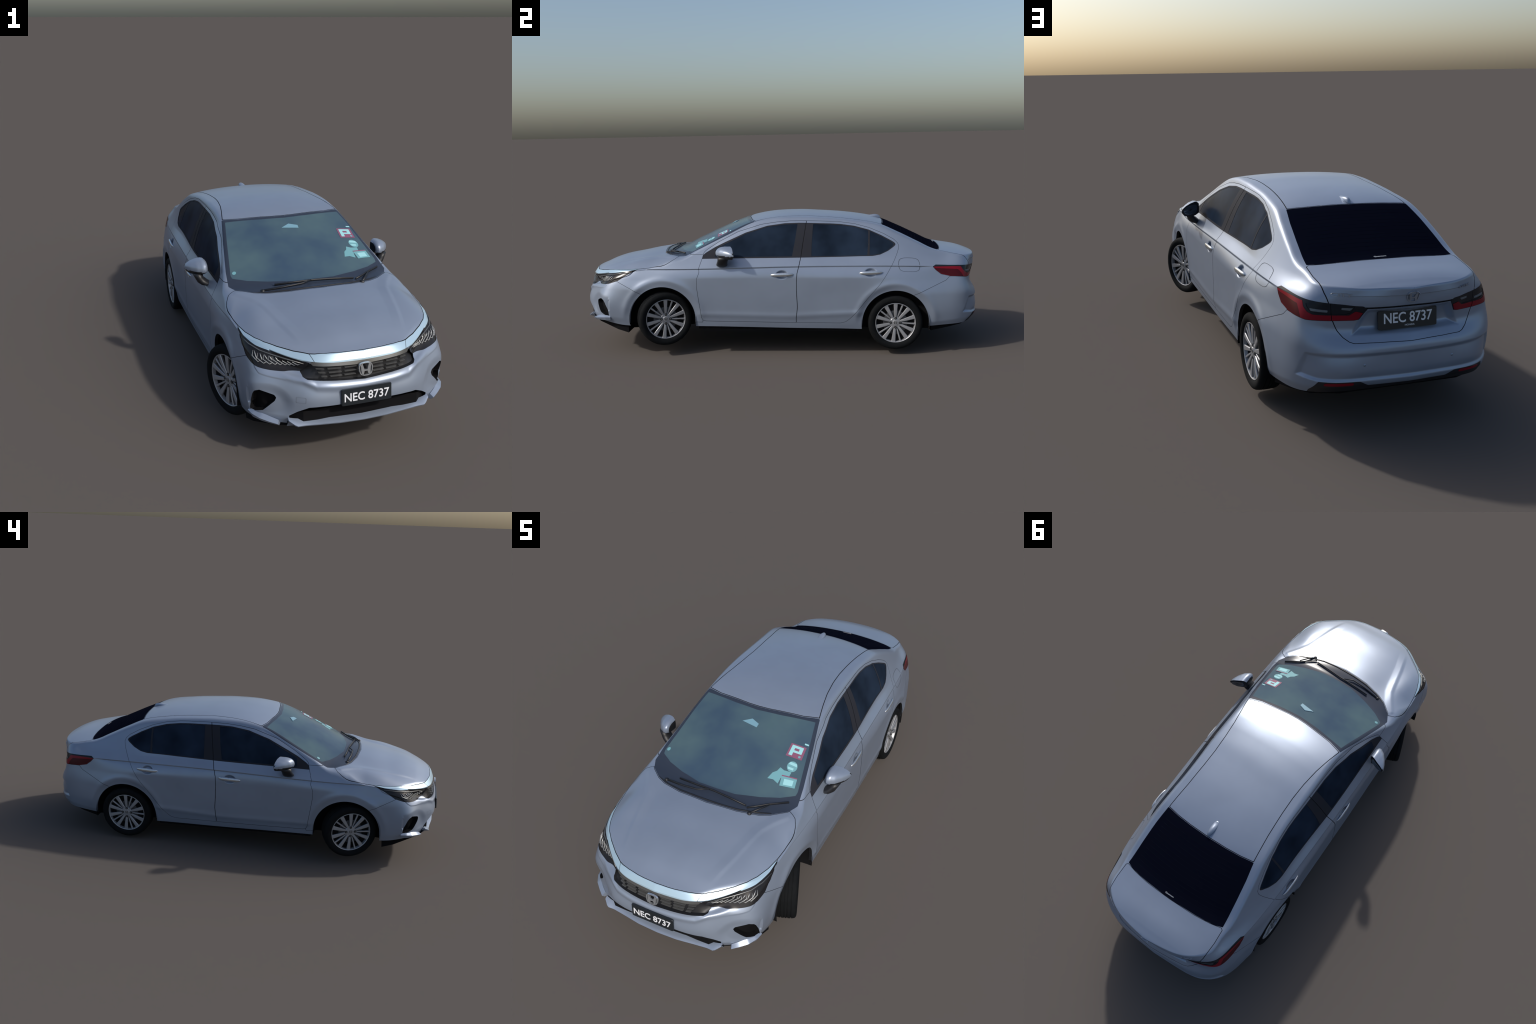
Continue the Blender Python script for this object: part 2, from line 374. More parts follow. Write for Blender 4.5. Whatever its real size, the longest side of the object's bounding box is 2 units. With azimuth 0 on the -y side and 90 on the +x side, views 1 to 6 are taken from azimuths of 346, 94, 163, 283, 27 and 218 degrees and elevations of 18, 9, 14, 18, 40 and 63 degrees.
# plan view: x, y
HOOD = [(0,-.958),(.05,-.956),(.076,-.953),(.1215,-.944),(.152,-.935),(.169,-.927),(.211,-.897),(.256,-.858),(.288,-.824),(.309,-.788),(.327,-.739),(.3375,-.689),(.343,-.640),(.346,-.602),(.3465,-.580),(.344,-.558),(.338,-.538),(.325,-.514),(.295,-.4965),(.287,-.509),(.2575,-.535),(.24,-.5495),(.203,-.568),(.121,-.590),(.067,-.595),(0,-.600)]
WINDSCREEN = [(0,-.5985),(.067,-.5935),(.121,-.5885),(.203,-.5665),(.24,-.548),(.2575,-.5335),(.287,-.5075),(.2955,-.495),(.311,-.464),(.303,-.398),(.273,-.244),(.248,-.129),(.184,-.148),(.110,-.156),(.046,-.164),(0,-.166)]
CLEAR_GLASS = [(0,-.521),(.077,-.519),(.17,-.493),(.24,-.465),(.288,-.434),(.2905,-.420),(.283,-.38),(.259,-.25),(.239,-.152),(.10,-.174),(0,-.182)]
ROOF = [(0,-.165),(.046,-.163),(.110,-.155),(.184,-.146),(.246,-.127),(.232,-.06),(.218,.017),(.209,.10),(.205,.18),(.206,.26),(.211,.369),(.222,.494),(.16,.505),(.093,.511),(0,.514)]
BACKLIGHT = [(0,.515),(.093,.512),(.16,.506),(.223,.495),(.235,.57),(.243,.653),(.248,.72),(.251,.767),(.217,.779),(.173,.786),(.127,.791),(.041,.795),(0,.796)]
BOOT_LID = [(0,.276),(.041,.275),(.127,.275),(.198,.270),(.248,.262),(.257,.271),(.2595,.345),(.256,.408),(.252,.446),(.2425,.490),(.238,.528),(.2285,.557),(.2185,.584),(.204,.614),(.188,.636),(.174,.646),(.112,.656),(.014,.667),(0,.668)]
# nose, unrolled: x + y, z
CHROME_LOW = [(-1.0,.352),(-.929,.352),(-.863,.353),(-.787,.357),(-.735,.3565),(-.652,.3655),(-.562,.376),(-.498,.382),(-.462,.387),(-.414,.3935),(-.350,.4055)]
CHROME = CHROME_LOW + [(-.345,.41),(-.345,.46),(-1.0,.46)]
HEADLAMP = [(-.770,.353),(-.735,.3565),(-.652,.3655),(-.562,.376),(-.498,.382),(-.462,.387),(-.414,.3935),(-.348,.4060),(-.385,.387),(-.419,.3675),(-.453,.3455),(-.476,.339),(-.50,.332),(-.54,.326),(-.60,.3205),(-.66,.3185),(-.722,.3205),(-.752,.336)]
GRILLE_BAR = [(-1.0,.352),(-.929,.352),(-.863,.353),(-.787,.357),(-.770,.353),(-.786,.344),(-.865,.343),(-.951,.340),(-1.0,.339)]
GRILLE = [(-1.0,.339),(-.951,.340),(-.865,.343),(-.786,.344),(-.770,.353),(-.722,.3205),(-.744,.308),(-.771,.302),(-.81,.300),(-.853,.298),(-.92,.294),(-1.0,.289)]
FOG = [(-.532,.250),(-.558,.257),(-.594,.250),(-.626,.243),(-.635,.234),(-.628,.222),(-.600,.203),(-.571,.184),(-.536,.177),(-.497,.167),(-.495,.180),(-.503,.206),(-.520,.238)]
INTAKE = [(-1.0,.216),(-.95,.216),(-.907,.218),(-.84,.217),(-.788,.214),(-.735,.196),(-.695,.178),(-.700,.160),(-.747,.152),(-.837,.151),(-1.0,.150)]
# tail, unrolled: x - y, z
TAIL_LAMP = [(-.400,.437),(-.424,.445),(-.493,.443),(-.561,.442),(-.616,.440),(-.679,.437),(-.737,.435),(-.787,.432),(-.814,.431),(-.829,.423),(-.812,.406),(-.795,.388),(-.778,.385),(-.697,.384),(-.629,.384),(-.597,.384),(-.563,.3875),(-.491,.391),(-.441,.4005),(-.414,.420)]
TAIL_RED = [(-.404,.436),(-.451,.4365),(-.520,.4365),(-.571,.435),(-.579,.421),(-.599,.408),(-.624,.401),(-.684,.401),(-.761,.402),(-.785,.415),(-.811,.410),(-.793,.3895),(-.777,.3865),(-.702,.3855),(-.629,.3855),(-.597,.3855),(-.562,.389),(-.491,.3925),(-.443,.402),(-.415,.421)]
TAIL_DARK = [(-.408,.432),(-.423,.429),(-.484,.426),(-.546,.423),(-.560,.408),(-.575,.3865),(-.561,.3885),(-.490,.3935),(-.443,.4035),(-.416,.421)]
TAIL_CLEAR = [(-.587,.430),(-.599,.419),(-.612,.410),(-.645,.4055),(-.696,.404),(-.751,.405),(-.769,.411),(-.782,.427),(-.784,.431),(-.737,.4285),(-.683,.430),(-.63,.432)]
TAIL_WHITE = [(-.606,.4185),(-.614,.411),(-.681,.409),(-.682,.4155)]
TAIL_WHITE_INNER = [(-.733,.4245),(-.733,.4185),(-.765,.4165),(-.777,.4245)]
DARK_VALANCE = [(-.30,.10),(-.292,.172),(-.274,.206),(-.165,.207),(-.155,.206),(-.128,.190),(0,.189),(.128,.190),(.155,.206),(.165,.207),(.274,.206),(.292,.172),(.30,.10)]
REFLECTOR = rounded([(.176,.2045),(.258,.203),(.260,.193),(.174,.1945)], 4, .2)

def build_skin():
    S = Skin(build_grid(560, 160, 80))
    low = lambda V: V[:, 2] < .50
    S.region('side_sill', side_p, [(-.43,.05),(-.43,.151),(.45,.151),(.45,.05)], lambda V: V[:, 0] > .25)
    S.region('fender', side_p, [(-.86,.02),(-.86,.478),(-.3735,.4805),(-.3735,.151),(-.43,.151),(-.43,.02)], lambda V: (V[:, 0] > .2) & (V[:, 2] < .52), .0016)
    S.region('rear_bumper', side_p, [(.55,.02),(.58,.25),(.644,.302),(.676,.317),(.799,.373),(.816,.3915),(1.1,.388),(1.1,.02)], low, .0016)
    S.region('front_bumper', side_p, [(-1.1,.365),(-.81,.35),(-.795,.3435),(-.735,.315),(-.683,.289),(-.60,.25),(-.56,.02),(-1.1,.02)], low, .0016)
    S.region('front_door', side_p, FRONT_DOOR, lambda V: V[:, 0] > .2, .0017)
    S.region('rear_door', side_p, REAR_DOOR, lambda V: V[:, 0] > .2, .0014)
    S.region('window_frame', side_p, FRAME_FRONT, lambda V: V[:, 0] > .2, only=['front_door'])
    S.region('window_frame', side_p, FRAME_REAR, lambda V: V[:, 0] > .2, only=['rear_door'])
    S.region('side_window', side_p, GLASS_FRONT, lambda V: V[:, 0] > .2)
    S.region('side_window_rear', side_p, GLASS_REAR, lambda V: V[:, 0] > .2)
    S.region('quarter_window', side_p, GLASS_QUARTER, lambda V: V[:, 0] > .2)
    top = lambda V: V[:, 2] > .44
    S.region('roof', plan_p, mirror_x(ROOF), lambda V: V[:, 2] > .58, .0032)
    S.region('windshield_edge', plan_p, mirror_x(WINDSCREEN), top)
    S.region('windshield', plan_p, mirror_x(CLEAR_GLASS), top)
    S.region('rear_window', plan_p, mirror_x(BACKLIGHT), top)
    S.region('chrome_bar', nose_p, CHROME, lambda V: (V[:, 1] < -.6) & (V[:, 2] > .34))
    S.region('hood', plan_p, mirror_x(HOOD), lambda V: (V[:, 2] > .355) & (V[:, 1] < -.45), .0022)
    S.region('grille_bar', nose_p, GRILLE_BAR, lambda V: (V[:, 1] < -.6) & (V[:, 2] > .30))
    S.region('grille', nose_p, GRILLE, lambda V: (V[:, 1] < -.7) & (V[:, 2] > .25))
    S.region('headlight', nose_p, HEADLAMP, lambda V: (V[:, 1] < -.6) & (V[:, 2] > .28))
    S.region('fog_recess', nose_p, FOG, lambda V: (V[:, 1] < -.7) & (V[:, 2] < .29))
    S.region('air_intake', nose_p, INTAKE, lambda V: (V[:, 1] < -.7) & (V[:, 2] < .26))
    S.region('trunk_lid', boot_p, mirror_x(BOOT_LID), lambda V: (V[:, 1] > .70) & (V[:, 2] > .28), .0026)
    S.region('tail_light', tail_p, TAIL_LAMP, lambda V: (V[:, 1] > .65) & (V[:, 2] > .33), only=['body', 'trunk_lid', 'rear_bumper', 'panel_gap'])
    S.region('lamp_red', tail_p, TAIL_RED, lambda V: (V[:, 1] > .65) & (V[:, 2] > .33))
    S.region('lamp_dark_red', tail_p, TAIL_DARK, lambda V: (V[:, 1] > .65) & (V[:, 2] > .33))
    S.region('lamp_clear', tail_p, TAIL_CLEAR, lambda V: (V[:, 1] > .65) & (V[:, 2] > .33))
    S.region('lamp_white', tail_p, TAIL_WHITE, lambda V: (V[:, 1] > .65) & (V[:, 2] > .33))
    S.region('lamp_white', tail_p, TAIL_WHITE_INNER, lambda V: (V[:, 1] > .65) & (V[:, 2] > .33))
    S.region('dark_valance', rear_p, DARK_VALANCE, lambda V: (V[:, 1] > .85) & (V[:, 2] < .25))
    S.region('reflector', rear_p, REFLECTOR, lambda V: (V[:, 1] > .85) & (V[:, 2] < .25))
    # boot lid split line through the lamp, dark slot above the number plate
    S.seam(tail_p, [(-.690,.4405),(-.698,.386)], lambda V: (V[:, 1] > .85) & (V[:, 2] > .36) & (V[:, 2] < .46), .003, only=['tail_light', 'lamp_red', 'lamp_clear', 'lamp_white'])
    S.seam(rear_p, [(-.15,.425),(.15,.425)], lambda V: (V[:, 1] > .9) & (V[:, 2] > .40), .0050, only=['trunk_lid'])
    # joints of the chrome bar
    S.seam(plan_p, [(.155,-.960),(.1715,-.918)], lambda V: (V[:, 1] < -.85) & (V[:, 2] > .345), .0014, only=['chrome_bar'])
    circ = np.linspace(0, 2 * np.pi, 120, endpoint=False)
    for hy, hz in (FRONT_HUB, REAR_HUB):
        S.region('hole', side_p, np.stack([hy + ARCH_R * np.cos(circ), hz + ARCH_R * np.sin(circ)], 1), lambda V: (V[:, 0] > .2) & (V[:, 2] < .40))
    S.region('hole', side_p, [(FRONT_HUB[0]-ARCH_R,FRONT_HUB[1]),(FRONT_HUB[0]+ARCH_R,FRONT_HUB[1]),(FRONT_HUB[0]+ARCH_R+.004,.02),(FRONT_HUB[0]-ARCH_R-.004,.02)], lambda V: (V[:, 0] > .2) & (V[:, 2] < .20))
    S.region('hole', side_p, [(REAR_HUB[0]-ARCH_R,REAR_HUB[1]),(REAR_HUB[0]+ARCH_R,REAR_HUB[1]),(REAR_HUB[0]+ARCH_R+.004,.02),(REAR_HUB[0]-ARCH_R-.004,.02)], lambda V: (V[:, 0] > .2) & (V[:, 2] < .20))
    return S

# ------------------------------------------------------------------ materials
def material(name, color, rough=.5, metal=0., spec=.5, coat=0., var=0., scale=40., bump=0., bump_scale=300., flake=0.):
    m = bpy.data.materials.new(name); m.use_nodes = True
    nt = m.node_tree; b = nt.nodes['Principled BSDF']
    b.inputs['Base Color'].default_value = (*color, 1); b.inputs['Roughness'].default_value = rough
    b.inputs['Metallic'].default_value = metal; b.inputs['Specular IOR Level'].default_value = spec
    b.inputs['Coat Weight'].default_value = coat; b.inputs['Coat Roughness'].default_value = .12
    tc = nt.nodes.new('ShaderNodeTexCoord')
    if var:
        n = nt.nodes.new('ShaderNodeTexNoise'); n.inputs['Scale'].default_value = scale; n.inputs['Detail'].default_value = 4
        nt.links.new(tc.outputs['Object'], n.inputs['Vector'])
        r = nt.nodes.new('ShaderNodeValToRGB')
        r.color_ramp.elements[0].position = .3; r.color_ramp.elements[1].position = .7
        r.color_ramp.elements[0].color = (*[c * (1 - var) for c in color], 1)
        r.color_ramp.elements[1].color = (*[min(1, c * (1 + var)) for c in color], 1)
        nt.links.new(n.outputs['Fac'], r.inputs['Fac']); nt.links.new(r.outputs['Color'], b.inputs['Base Color'])
    if bump:
        n = nt.nodes.new('ShaderNodeTexNoise'); n.inputs['Scale'].default_value = bump_scale
        nt.links.new(tc.outputs['Object'], n.inputs['Vector'])
        bm = nt.nodes.new('ShaderNodeBump'); bm.inputs['Strength'].default_value = bump; bm.inputs['Distance'].default_value = .001
        nt.links.new(n.outputs['Fac'], bm.inputs['Height']); nt.links.new(bm.outputs['Normal'], b.inputs['Normal'])
    return m

MAT = {}
def make_materials():
    MAT['paint'] = material('silver_paint', (.258, .308, .395), .32, .38, .5, 0., .03, 9.)  # silver shifted to blue: sky light on the upper panels tinted into the base
    MAT['gap'] = material('gap_black', (.010, .010, .012), .8, 0, .2)
    MAT['black'] = material('black_plastic', (.014, .015, .018), .45, 0, .4, 0, .15, 60.)
    MAT['under'] = material('underbody_black', (.006, .006, .007), .9, 0, .1)
    MAT['frame'] = material('window_trim_black', (.030, .032, .040), .5, 0, .03)
    MAT['glass'] = material('side_glass_sky_painted', (.014, .023, .040), .25, 0, .01, 0, .45, 7.)  # blue base and mottling paint the sky's reflection into dark glass
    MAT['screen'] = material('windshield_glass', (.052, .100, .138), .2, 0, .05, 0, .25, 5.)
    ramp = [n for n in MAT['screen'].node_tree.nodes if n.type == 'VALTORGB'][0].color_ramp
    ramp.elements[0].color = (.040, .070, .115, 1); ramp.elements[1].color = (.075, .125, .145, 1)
    MAT['frit'] = material('windshield_black_border', (.032, .042, .064), .2, 0, .15)
    MAT['backlight'] = material('dark_rear_glass', (.004, .005, .011), .3, 0, 0.)
    MAT['heater'] = material('heater_line_print', (.007, .009, .016), .4, 0, 0.)
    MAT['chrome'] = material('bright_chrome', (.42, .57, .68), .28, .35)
    MAT['trim'] = material('polished_trim', (.58, .62, .66), .22, .8)
    MAT['darkchrome'] = material('dark_chrome', (.16, .165, .165), .30, .6)
    MAT['lamp'] = material('headlamp_lens', (.014, .014, .016), .2, 0, .25, .05)
    MAT['led'] = material('lamp_reflector', (.36, .37, .37), .30, .4)
    MAT['red'] = material('red_lens', (.20, .006, .016), .25, 0, .15, .05)
    MAT['darkred'] = material('deep_red_lens', (.062, .006, .010), .25, 0, .12, .03)
    MAT['clear'] = material('smoked_lens', (.014, .017, .022), .2, 0, .15, .05)
    MAT['lamp_white'] = material('reversing_lens', (.13, .15, .17), .2, .1, .3, .1)
    MAT['tyre'] = material('tyre_rubber', (.006, .007, .008), .85, 0, .12, 0, .2, 80., .3, 400.)
    MAT['alloy'] = material('alloy_silver', (.34, .35, .37), .38, .45)
    MAT['alloy_dark'] = material('alloy_shadow_grey', (.055, .057, .062), .5, .3)
    MAT['plate'] = material('plate_black', (.012, .016, .020), .35, 0, .5)
    MAT['white'] = material('plate_white', (.72, .74, .78), .4)
    MAT['sticker_red'] = material('sticker_magenta', (.22, .080, .14), .35)  # red and whites of the stickers dimmed, purplish shadow included in the colour
    MAT['sticker_white'] = material('sticker_pale', (.30, .58, .62), .35)
    MAT['sticker_teal'] = material('sticker_grey_green', (.15, .34, .38), .35)
    MAT['pale_glass_patch'] = material('patch_pale_blue', (.17, .32, .40), .3)
    MAT['mirror'] = material('mirror_glass', (.10, .12, .15), .08, .6)
    MAT['dull'] = material('badge_silver', (.34, .37, .42), .3, .6)

# ------------------------------------------------------------------ object helpers
ROOT = None
def link(obj, parent):
    bpy.context.scene.collection.objects.link(obj)
    obj.parent = parent
    return obj

def add_mesh(name, V, F, mat, parent, N=None, smooth_faces=True, face_mats=None):
    me = bpy.data.meshes.new(name)
    me.from_pydata([tuple(map(float, v)) for v in V], [], [tuple(map(int, f)) for f in F])
    for m in (mat if isinstance(mat, (list, tuple)) else [mat]): me.materials.append(m)
    if face_mats is not None: me.polygons.foreach_set('material_index', list(map(int, face_mats)))
    me.polygons.foreach_set('use_smooth', [smooth_faces] * len(me.polygons))
    me.update()
    if N is not None:
        me.normals_split_custom_set_from_vertices([tuple(map(float, n)) for n in N])
    return link(bpy.data.objects.new(name, me), parent)

def empty(name, parent, loc=(0, 0, 0)):
    e = bpy.data.objects.new(name, None); e.empty_display_size = .05
    link(e, parent); e.location = loc
    return e

def sharp_by_angle(obj, deg=35):
    obj.data.set_sharp_from_angle(angle=math.radians(deg))

def join_parts(parts):
    """concatenate (V, F) lists"""
    V = []; F = []; n = 0
    for v, f in parts:
        V.append(np.asarray(v, float)); F += [tuple(i + n for i in q) for q in f]; n += len(v)
    return np.vstack(V), F

def lathe(profile, n=64, close=False):
    """profile (x, r) turned about the x axis"""
    V = []; F = []
    m = len(profile)
    for i in range(n):
        a = 2 * math.pi * i / n
        V += [(x, r * math.cos(a), r * math.sin(a)) for x, r in profile]
    for i in range(n):
        j = (i + 1) % n
        for k in range(m - 1 + close):
            l = (k + 1) % m
            F.append((i * m + k, j * m + k, j * m + l, i * m + l))
    return np.array(V), F

def loft(sections, cap=True):
    """closed sections with equal point counts"""
    S = np.array(sections, float); m, n = S.shape[:2]
    V = S.reshape(-1, 3); F = []
    for i in range(m - 1):
        for j in range(n):
            k = (j + 1) % n
            F.append((i * n + j, i * n + k, (i + 1) * n + k, (i + 1) * n + j))
    if cap: F += [tuple(range(n))[::-1], tuple(range((m - 1) * n, m * n))]
    return V, F

def tube(path, r, n=8, flat=1.):
    path = np.asarray(path, float); secs = []
    rs = np.broadcast_to(np.asarray(r, float), (len(path),))
    for i, p in enumerate(path):
        t = path[min(i + 1, len(path) - 1)] - path[max(i - 1, 0)]; t /= np.linalg.norm(t) + 1e-12
        up = np.array([0, 0, 1.]) if abs(t[2]) < .9 else np.array([0, 1., 0])
        a = np.cross(t, up); a /= np.linalg.norm(a); b = np.cross(a, t)
        secs.append([p + rs[i] * (math.cos(q) * a + flat * math.sin(q) * b) for q in np.linspace(0, 2 * math.pi, n, endpoint=False)])
    return loft(secs)

def prism(outline, frame, depth, inset=0., taper=.0):
    """outline in (u, v) placed by frame(u, v, w); w runs from 0 (back) to depth (front)"""
    o = np.asarray(outline, float); n = len(o)
    c = o.mean(0)
    V = [frame(u, v, 0) for u, v in o] + [frame(u, v, depth - inset) for u, v in o]
    F = [tuple((i, (i + 1) % n, n + (i + 1) % n, n + i)) for i in range(n)]
    k = n
    if inset:
        V += [frame(*(c + (p - c) * (1 - taper)), depth) for p in o]
        F += [(n + i, n + (i + 1) % n, 2 * n + (i + 1) % n, 2 * n + i) for i in range(n)]
        k = 2 * n
    F += [tuple(range(k, k + n)), tuple(range(n))[::-1]]
    return np.array(V), F

def text_shape(body, depth=.1, bold=0.):
    """mesh of a text, u and v scaled to 0..1, w from 0 to 1"""
    cu = bpy.data.curves.new('lettering_curve', 'FONT'); cu.body = body; cu.extrude = depth; cu.offset = bold; cu.resolution_u = 4
    ob = bpy.data.objects.new('lettering_curve', cu); bpy.context.scene.collection.objects.link(ob)
    dg = bpy.context.evaluated_depsgraph_get(); dg.update()
    me = ob.evaluated_get(dg).to_mesh()
    V = np.array([v.co[:] for v in me.vertices]); F = [tuple(p.vertices) for p in me.polygons]
    ob.evaluated_get(dg).to_mesh_clear()
    bpy.data.objects.remove(ob); bpy.data.curves.remove(cu)
    lo, hi = V.min(0), V.max(0)
    return (V - lo) / (hi - lo), F

def h_badge(frame, w, h, depth):
    """rounded frame with a flared H in it; frame(u, v, w) with u, v about the centre in metres"""
    def ring(a, b, n=2.9, k=48):
        t = np.linspace(0, 2 * np.pi, k, endpoint=False)
        c, s = np.cos(t), np.sin(t)
        sx = np.sign(c) * np.abs(c) ** (2 / n) * a; sy = np.sign(s) * np.abs(s) ** (2 / n) * b
        return np.stack([sx * (1 + .10 * sy / b), sy], 1)
    o = ring(w / 2, h / 2); i = ring(w / 2 * .84, h / 2 * .86); n = len(o)
    V = [frame(u, v, 0) for u, v in o] + [frame(u, v, depth) for u, v in o * .97] + [frame(u, v, depth) for u, v in i] + [frame(u, v, 0) for u, v in i]
    F = [(r * n + k, r * n + (k + 1) % n, (r + 1) * n + (k + 1) % n, (r + 1) * n + k) for r in range(3) for k in range(n)]
    parts = [(np.array(V), F)]
    W, H = w / 2, h / 2
    leg = [(-.74 * W, .84 * H), (-.46 * W, .84 * H), (-.22 * W, -.02 * H), (-.22 * W, -.28 * H), (-.38 * W, -.84 * H), (-.60 * W, -.84 * H)]
    parts.append(prism(leg, frame, depth)); parts.append(prism([(-u, v) for u, v in leg][::-1], frame, depth))
    parts.append(prism([(-.24 * W, -.06 * H), (.24 * W, -.06 * H), (.24 * W, -.26 * H), (-.24 * W, -.26 * H)], frame, depth))
    return join_parts(parts)

# ------------------------------------------------------------------ the body panels
def both(V, N, F):
    """a centre panel: half plus its mirror image, welded on the middle line"""
    n = len(V)
    mid = np.abs(V[:, 0]) < 1e-7
    idx = np.arange(n) + n; idx[mid] = np.arange(n)[mid]
    keep = ~mid
    new = np.cumsum(keep) - 1 + n
    idx[keep] = new[keep]
    V2 = np.vstack([V, V[keep] * [-1, 1, 1]]); N2 = np.vstack([N, N[keep] * [-1, 1, 1]])
    F2 = np.vstack([F, idx[F][:, ::-1]])
    return V2, N2, F2

def mirrored(V, N, F):
    return V * [-1, 1, 1], N * [-1, 1, 1], F[:, ::-1]

def border_loop_edges(F):
    e = np.vstack([F[:, [0, 1]], F[:, [1, 2]], F[:, [2, 0]]])
    k = np.sort(e, 1); u, inv, cnt = np.unique(k, axis=0, return_inverse=True, return_counts=True)
    return e[cnt[inv.ravel()] == 1]

def pocket(V, N, F, depth, direction=None):
    """push a region in by depth and close the rim with a wall"""
    D = -N if direction is None else np.broadcast_to(np.asarray(direction, float), N.shape)
    e = border_loop_edges(F); n = len(V)
    e = e[~((np.abs(V[e[:, 0], 0]) < 1e-6) & (np.abs(V[e[:, 1], 0]) < 1e-6))]
    V2 = V + D * depth
    ring = np.unique(e); mp = {r: n + i for i, r in enumerate(ring)}; m = len(ring)
    mp2 = {r: n + m + i for i, r in enumerate(ring)}
    W = np.array([[mp[a], mp[b], mp2[b], mp2[a]] for a, b in e])
    Fw = np.vstack([W[:, [1, 0, 3]], W[:, [1, 3, 2]]])
    return np.vstack([V2, V[ring], V2[ring]]), np.vstack([N, N[ring], N[ring]]), np.vstack([F, Fw])

class Lookup:
    """point and normal of the skin at a place in an unrolled view"""
    def __init__(self, S, proj, zone):
        V = S.V[:S.n0]; N = S.N[:S.n0]; m = zone(V); V = V[m]; N = N[m]
        keep = np.linalg.norm(N, axis=1) > .5
        V = V[keep]; N = N[keep]
        if proj is rear_p: V = np.vstack([V, V * [-1, 1, 1]]); N = np.vstack([N, N * [-1, 1, 1]])
        self.P = proj(V); self.V = V; self.N = N
    def __call__(self, a, b, off=0.):
        d = np.hypot(self.P[:, 0] - a, self.P[:, 1] - b); i = np.argpartition(d, 14)[:14]
        A = np.c_[np.ones(14), self.P[i] - [a, b]]                # local plane through the nearest points
        p = np.linalg.lstsq(A, self.V[i], rcond=None)[0][0]
        n = self.N[i].mean(0); n /= np.linalg.norm(n)
        return p + n * off, n

def build_panels(S):
    root = ROOT
    P = lambda n: S.pick(n)
    obj = {}
    # centre panels
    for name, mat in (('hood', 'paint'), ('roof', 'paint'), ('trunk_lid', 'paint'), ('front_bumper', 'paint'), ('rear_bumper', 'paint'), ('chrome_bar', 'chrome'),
                      ('windshield', 'screen'), ('windshield_edge', 'frit'), ('rear_window', 'backlight'), ('grille_bar', 'darkchrome'), ('dark_valance', 'black')):
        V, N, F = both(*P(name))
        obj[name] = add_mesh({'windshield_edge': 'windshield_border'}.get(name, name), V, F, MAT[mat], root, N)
    for name, mat, depth, direction in (('grille', 'black', .016, (0, 1, 0)), ('air_intake', 'under', .035, (0, 1, 0))):
        V, N, F = both(*pocket(*P(name), depth, direction))
        obj[name] = add_mesh(name, V, F, MAT[mat], root)
        sharp_by_angle(obj[name], 40)
    V, N, F = P('panel_gap'); V, N, F = both(V - N * .0018, N, F)
    add_mesh('panel_gap', V, F, MAT['gap'], root, N)
    # paired panels
    for flip in (False, True):
        f = mirrored if flip else (lambda *a: a)
        get = lambda n: f(*P(n))
        def put(name, region, mat, parent, off=0.):
            V, N, F = get(region)
            return add_mesh(name, V + N * off, F, MAT[mat], parent, N)
        put('side_frame', 'body', 'paint', root); put('fender', 'fender', 'paint', root); put('side_sill', 'side_sill', 'paint', root)
        fd = put('front_door', 'front_door', 'paint', root); rd = put('rear_door', 'rear_door', 'paint', root)
        V, N, F = P('window_frame'); c = V[F].mean(1)
        for part, door in ((c[:, 1] < np.interp(c[:, 2], [.47, .64], [.099, .125]), fd), (c[:, 1] >= np.interp(c[:, 2], [.47, .64], [.099, .125]), rd)):
            u, inv = np.unique(F[part], return_inverse=True)
            v, n, ff = f(V[u], N[u], inv.reshape(-1, 3)); add_mesh('window_frame', v - n * .0008, ff, MAT['frame'], door, n)
        put('side_window', 'side_window', 'glass', fd, -.0015); put('side_window', 'side_window_rear', 'glass', rd, -.0015); put('quarter_window', 'quarter_window', 'glass', rd, -.0015)
        hl = put('headlight', 'headlight', 'lamp', root, -.0012)
        obj['headlight' + str(flip)] = hl
        V, N, F = f(*pocket(*P('fog_recess'), .022)); o = add_mesh('fog_light_recess', V, F, MAT['under'], root); sharp_by_angle(o, 40)
        tl = put('tail_light', 'tail_light', 'clear', root, .0004)
        put('red_lens', 'lamp_red', 'red', tl, .0012); put('deep_red_lens', 'lamp_dark_red', 'darkred', tl, .0008)
        put('smoked_lens', 'lamp_clear', 'clear', tl, -.0010); put('reversing_lens', 'lamp_white', 'lamp_white', tl, -.0006)
        put('reflector', 'reflector', 'red', root, .0008)
        # turned-in lip of the wheel arches and the dark liner behind
        sx = -1 if flip else 1
        for hy, hz in (FRONT_HUB, REAR_HUB):
            e = S.F[S.L != S.names.index('hole')]
            pts = S.V[np.unique(e)]
            r = np.hypot(pts[:, 1] - hy, pts[:, 2] - hz)
            m = (np.abs(r - ARCH_R) < 2e-4) & (pts[:, 0] > .25)
            q = pts[m]; a = np.arctan2(q[:, 2] - hz, q[:, 1] - hy); o = np.argsort((a + np.pi / 2) % (2 * np.pi)); q = q[o]
            k = len(q)
            lip = np.vstack([q, q - [.012, 0, 0]]) * [sx, 1, 1]
            lf = [(i, i + 1, k + i + 1, k + i) for i in range(k - 1) if np.linalg.norm(q[i + 1] - q[i]) < .03]
            add_mesh('arch_lip', lip, lf, MAT['black'], root)
            t = np.linspace(math.radians(-11), math.radians(191), 50)
            R = ARCH_R + .003
            ring = np.stack([np.zeros(50), hy + R * np.cos(t), hz + R * np.sin(t)], 1)
            V = np.vstack([ring + [.362, 0, 0], ring + [.318 if hy > 0 else .300, 0, 0]]) * [sx, 1, 1]
            F = [(i, i + 1, 50 + i + 1, 50 + i) for i in range(49)] + [tuple(range(50, 100))]
            add_mesh('wheel_well', V, F, MAT['under'], root)
    return obj

